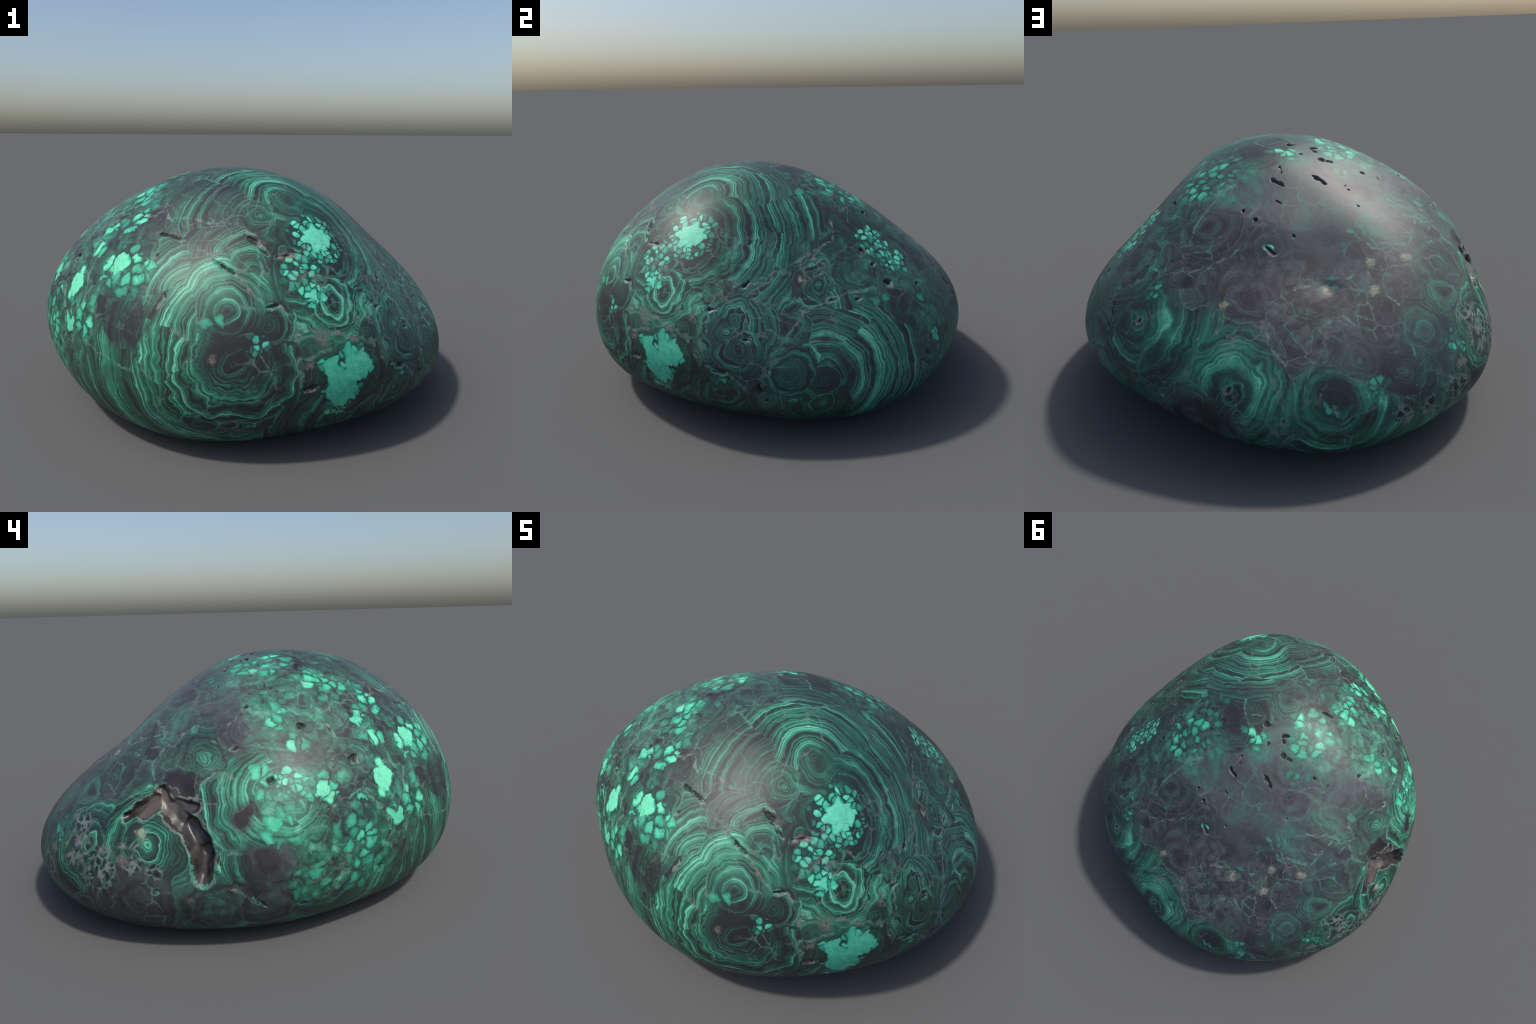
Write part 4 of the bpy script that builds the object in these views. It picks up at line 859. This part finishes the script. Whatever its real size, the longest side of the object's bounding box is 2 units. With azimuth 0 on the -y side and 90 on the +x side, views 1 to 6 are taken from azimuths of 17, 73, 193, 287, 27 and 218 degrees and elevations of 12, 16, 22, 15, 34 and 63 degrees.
@group("pits", "P FINE mottle hollow rim TINT veins colour", "colour roughness")
def pits_group(n, i):
    """pits and cracks: dark inside, a pale ragged rim; then stray crystal specks"""
    M = n.math
    rag = M("MULTIPLY", M("SUBTRACT", i["mottle"], 0.5), 0.026)
    rim = M("MULTIPLY", n.step(M("ADD", i["rim"], rag), 0.001, 0.007, 0.90, 0.0), n.step(n.noise(i["FINE"], 50.0, 2.0), 0.28, 0.50))
    colour = n.mixc(rim, i["colour"], i["TINT"])
    dark = n.step(M("ADD", i["hollow"], rag), -0.004, 0.003, 1.0, 0.0)
    pit_colour = n.ramp(n.noise(i["P"], 70.0, 3.0, 0.7), [(0.40, (0.012, 0.011, 0.012)), (0.62, (0.030, 0.026, 0.026)), (0.78, (0.100, 0.082, 0.078))])
    colour = n.mixc(dark, colour, pit_colour)
    speck = n.voronoi(i["P"], 70.0)
    dot = M("MULTIPLY", n.step(speck.outputs["Distance"], 0.10, 0.24, 0.35, 0.0), n.step(n.random(speck), 0.92, 0.96))
    colour = n.mixc(dot, colour, (0.22, 0.27, 0.25))
    rough = M("ADD", 0.50, M("ADD", M("MULTIPLY", dark, 0.30), M("MULTIPLY", i["veins"], 0.10)))
    return dict(colour=colour, roughness=rough)


def malachite(nodules, clusters, crevices, veins_here, spots, laces, crusts, cells_here):
    """the polished cut, as a material that knows the features of one zone of the stone"""
    mat, n = material("polished_malachite")
    at = n.use(places)
    state = dict(near=99.0, second=99.0, turn=0.0, DATA=(0, 0, 0), BLEND=(0, 0, 0))
    for d in nodules:
        phase = sum(x * s for x, s in zip(d["focus"], (71.3, 113.9, 53.7))) % 50
        out = n.use(nodule_group, AREA=at["AREA"], RING=at["RING"], AT=d["at"], FOCUS=d["focus"], LOOK=(d["tone"], d["grey"], 1.0),
                    STYLE=(d["lobes"], d["rings"], d["contrast"]), reach=d["r"], rings=d["rings"], phase=phase, **state)
        state = {k: out[k] for k in state}

    def spread_over(items, place, inner, outer, value, result):
        total = 0.0
        for c in items:
            total = n.use(spot_group, PLACE=place, AT=c["at"], inner=c["r"] * inner, outer=c["r"] * outer, value=value(c), total=total)[result]
        return total

    def nearest_slit(segments, place):
        least = 9.0
        for a, b, width, taper in segments:
            e = np.array(b) - np.array(a)
            long = e @ e > 1e-6
            least = n.use(slit_group, PLACE=place, A=a, SPAN=tuple(e), SPAN_UNIT=tuple(e / (e @ e)) if long else (0, 0, 0),
                          taper=taper if long else 0.0, width=width, least=least)["least"]
        return least

    shift = spread_over(spots, at["AREA"], 0.45, 1.35, lambda c: c["shift"], "total")
    cells = spread_over(cells_here, at["AREA"], 0.55, 1.15, lambda c: c["strength"], "most")
    ground = n.use(ground_group, shift=shift, cells=cells, **{k: at[k] for k in ("P", "AREA", "RING", "FINE", "SPREAD", "mottle")}, **state)
    colour = ground["colour"]
    for coarse, cell, where, build in ((1, "CELL_COARSE", None, coarse_grains), (0, "CELL_FINE", "FINE", fine_grains)):
        lit = solid = 0.0
        here = [c for c in clusters if c["coarse"] == coarse]
        for c in here:
            out = n.use(grain_patch_group, FINE=at["FINE"], CELL=at[cell], AT=c["at"], reach=c["r"], core=c["core"] if c["core"] > 0.005 else -9.0,
                        bright=c["bright"], nick=at["nick"], lit=lit, solid=solid)
            lit, solid = out["lit"], out["solid"]
        if here:
            colour = n.use(build, PLACE=at["ROUGH"] if coarse else at["FINE"], FINE=at["FINE"], colour=colour, lit=lit, solid=solid)["colour"]
    if laces:
        colour = n.use(lace_group, P=at["P"], SPREAD=at["SPREAD"], mottle=at["mottle"], colour=colour,
                       mask=spread_over(laces, at["AREA"], 0.55, 1.1, lambda c: 1.0, "most"))["colour"]
    drawn = nearest_slit([(a, b, v["w"] * 0.5, 0.0) for v in veins_here for a, b in v["parts"]], at["VEIN"])
    vein = n.use(veins_group, drawn=drawn, border=ground["border"], cell_line=ground["cell_line"], colour=colour,
                 **{k: at[k] for k in ("P", "AREA", "FINE", "mottle")})
    colour = vein["colour"]
    for c in crusts:
        colour = n.use(crust_group, FINE=at["FINE"], AT=c["at"], reach=c["r"], mottle=at["mottle"], fibre=ground["fibre"],
                       colour=colour, TINT=CRUST_COLOUR[c["kind"]])["colour"]
    hollow = nearest_slit([(c["a"], c["b"], c["w"] * 0.72, c.get("taper", c["w"] * 0.55)) for c in crevices], at["FINE"])
    rim = nearest_slit([(c["a"], c["b"], c["w"] * 0.72 + 0.010 * (c["rim"] - 0.5), c.get("taper", c["w"] * 0.55)) for c in crevices if c["rim"] > 0.35], at["FINE"])
    last = n.use(pits_group, P=at["P"], FINE=at["FINE"], mottle=at["mottle"], hollow=hollow, rim=rim, TINT=vein["TINT"], veins=vein["veins"], colour=colour)
    n.finish(last["colour"], last["roughness"], None, 0.42)
    return mat


def raw_rock(name, stops, scale, rough, relief=0.5, pale=None):
    mat, n = material(name)
    p = n.new("ShaderNodeTexCoord").outputs["Object"]
    f = n.noise(p, scale, 5.0, 0.65, distortion=0.6)
    bump = n.new("ShaderNodeBump")
    n.put(bump.inputs["Strength"], relief); n.put(bump.inputs["Distance"], 0.012)
    n.put(bump.inputs["Height"], n.noise(p, scale * 2.2, 4.0, 0.6))
    colour = n.ramp(f, stops)
    if pale:
        far = n.math("ADD", n.vec("DISTANCE", p, pale[0]), n.math("MULTIPLY", n.math("SUBTRACT", f, 0.5), 0.12))
        colour = n.mixc(n.step(far, pale[1] * 0.5, pale[1], 0.85, 0.0), colour, pale[2])
    n.finish(colour, rough, bump.outputs[0], 0.5)
    return mat


cavity_rock = raw_rock("cavity_fracture", [(0.36, (0.014, 0.013, 0.014)), (0.54, (0.030, 0.026, 0.026)), (0.70, (0.070, 0.062, 0.058)), (0.84, (0.140, 0.125, 0.118))], 9.0, 0.40, 0.12,
                       pale=((-0.885, 0.100, 0.575), 0.11, (0.105, 0.088, 0.076)))
pit_rock = raw_rock("pit_rock", [(0.38, (0.010, 0.009, 0.010)), (0.58, (0.035, 0.030, 0.030)), (0.80, (0.080, 0.066, 0.062))], 60.0, 0.8)

# ------------------------------------------------------------------ one body, then its regions
def fill(mesh, verts, faces):
    mesh.vertices.add(len(verts))
    mesh.vertices.foreach_set("co", verts.astype(np.float32).ravel())
    mesh.loops.add(faces.size)
    mesh.loops.foreach_set("vertex_index", faces.astype(np.int32).ravel())
    mesh.polygons.add(len(faces))
    mesh.polygons.foreach_set("loop_start", np.arange(len(faces), dtype=np.int32) * 4)
    mesh.update(calc_edges=True)


body = bpy.data.meshes.new("body")
fill(body, point, quads)
normals = np.empty(len(point) * 3, np.float32)
body.vertex_normals.foreach_get("vector", normals)
normals = normals.reshape(-1, 3)
bpy.data.meshes.remove(body)

centre = point[quads].mean(1)
best = np.full(len(quads), 9e9)
region = np.zeros(len(quads), int)
for k, d in enumerate(NODULES):
    dist = np.linalg.norm(centre - np.array(d["at"]), axis=1) / d["r"]
    m = dist < best
    best[m], region[m] = dist[m], k
nodule_of = region.copy()
grey_of = np.array([d["grey"] for d in NODULES])
rest = len(NODULES)
region[best > 1.15] = rest                                    # plain stone between the nodules
PATCH0 = 1000
for k, c in enumerate(CLUSTERS):
    region[np.linalg.norm(centre - np.array(c["at"]), axis=1) < c["r"] * 0.8] = PATCH0 + k
PIT0 = 2000
votes = is_pit[quads]
inside = (votes >= 0).all(1)
region[inside] = PIT0 + votes[inside, 0]
region[is_cavity[quads].sum(1) >= 3] = 3000

# ------------------------------------------------------------------ zones: groups of neighbouring nodules
ZONES = 44
spots = np.array([d["at"] for d in NODULES])
seeds = [0]
while len(seeds) < ZONES:                                     # farthest-point seeds, then nearest seed
    seeds.append(int(np.argmax(np.min(np.linalg.norm(spots[:, None] - spots[seeds], axis=2), axis=1))))
zone_of_nodule = np.argmin(np.linalg.norm(spots[:, None] - spots[seeds], axis=2), axis=1)
zone_of_region = {}
for r in np.unique(region):
    if r != rest and r != 3000:
        zone_of_region[r] = np.bincount(zone_of_nodule[nodule_of[region == r]]).argmax()
face_zone = zone_of_nodule[nodule_of]
for r, z in zone_of_region.items():
    face_zone[region == r] = z

shake = np.random.default_rng(5)
zone_material = []
for z in range(ZONES):
    here = centre[face_zone == z][::12]
    jig = np.concatenate([here + shake.normal(0, 0.030, here.shape) for _ in range(3)])
    dist = np.stack([np.linalg.norm(jig - np.array(d["at"]), axis=1) / d["r"] for d in NODULES])
    two = np.argpartition(dist, 2, axis=0)[:2]
    wins = sorted(set(np.unique(two).tolist()))
    coarse_here = here[::3]
    clusters = [c for c in CLUSTERS if np.linalg.norm(coarse_here - np.array(c["at"]), axis=1).min() < c["r"] + 0.09]
    crevices = [c for c in CREVICES if capsule_distance(coarse_here, c["a"], c["b"]).min() < c["w"] + 0.035]
    veins_here = []
    for v in VEINS:
        parts = [(a, b) for a, b in zip(v["path"], v["path"][1:]) if capsule_distance(coarse_here, a, b).min() < v["w"] + 0.035]
        if parts:
            veins_here.append(dict(w=v["w"], parts=parts))
    crevices += [dict(c, w=c["w"] * 1.36, rim=0.9, taper=0.0) for c in CAVITY if capsule_distance(coarse_here, c["a"], c["b"]).min() < c["w"] + 0.035]

    def reach(items, factor):
        return [c for c in items if np.linalg.norm(coarse_here - np.array(c["at"]), axis=1).min() < c["r"] * factor + 0.06]
    zone_material.append(malachite([NODULES[k] for k in wins], clusters, crevices, veins_here,
                                   reach(SPOTS, 1.35), reach(LACES, 1.1), reach(CRUSTS, 1.1), reach(CELLS, 1.15)))

stone = bpy.data.objects.new("malachite_stone", None)
stone["label"] = "polished tumbled malachite stone with dark green banded rings"
stone["category"] = "gemstone"
bpy.context.collection.objects.link(stone)


def add_region(name, faces, material):
    used, local = np.unique(faces, return_inverse=True)
    local = local.reshape(-1, 4)
    mesh = bpy.data.meshes.new(name)
    fill(mesh, point[used], local)
    mesh.polygons.foreach_set("use_smooth", np.ones(len(local), bool))
    mesh.normals_split_custom_set_from_vertices(normals[used].tolist())
    mesh.materials.append(material)
    ob = bpy.data.objects.new(name, mesh)
    ob.parent = stone
    bpy.context.collection.objects.link(ob)


for r in np.unique(region):
    mine = region == r
    if r == rest:
        for z in np.unique(face_zone[mine]):
            add_region("stone_body", quads[mine & (face_zone == z)], zone_material[z])
    elif r < PATCH0:
        add_region("grey_matrix" if grey_of[r] > 0.6 else "banded_nodule", quads[mine], zone_material[zone_of_region[r]])
    elif r < PIT0:
        add_region("pale_grain_cluster", quads[mine], zone_material[zone_of_region[r]])
    elif r < 3000:
        c = CREVICES[r - PIT0]
        long = np.linalg.norm(np.array(c["a"]) - np.array(c["b"])) > 0.03
        add_region("crack" if long else "pit", quads[mine], pit_rock)
    else:
        add_region("open_cavity", quads[mine], cavity_rock)
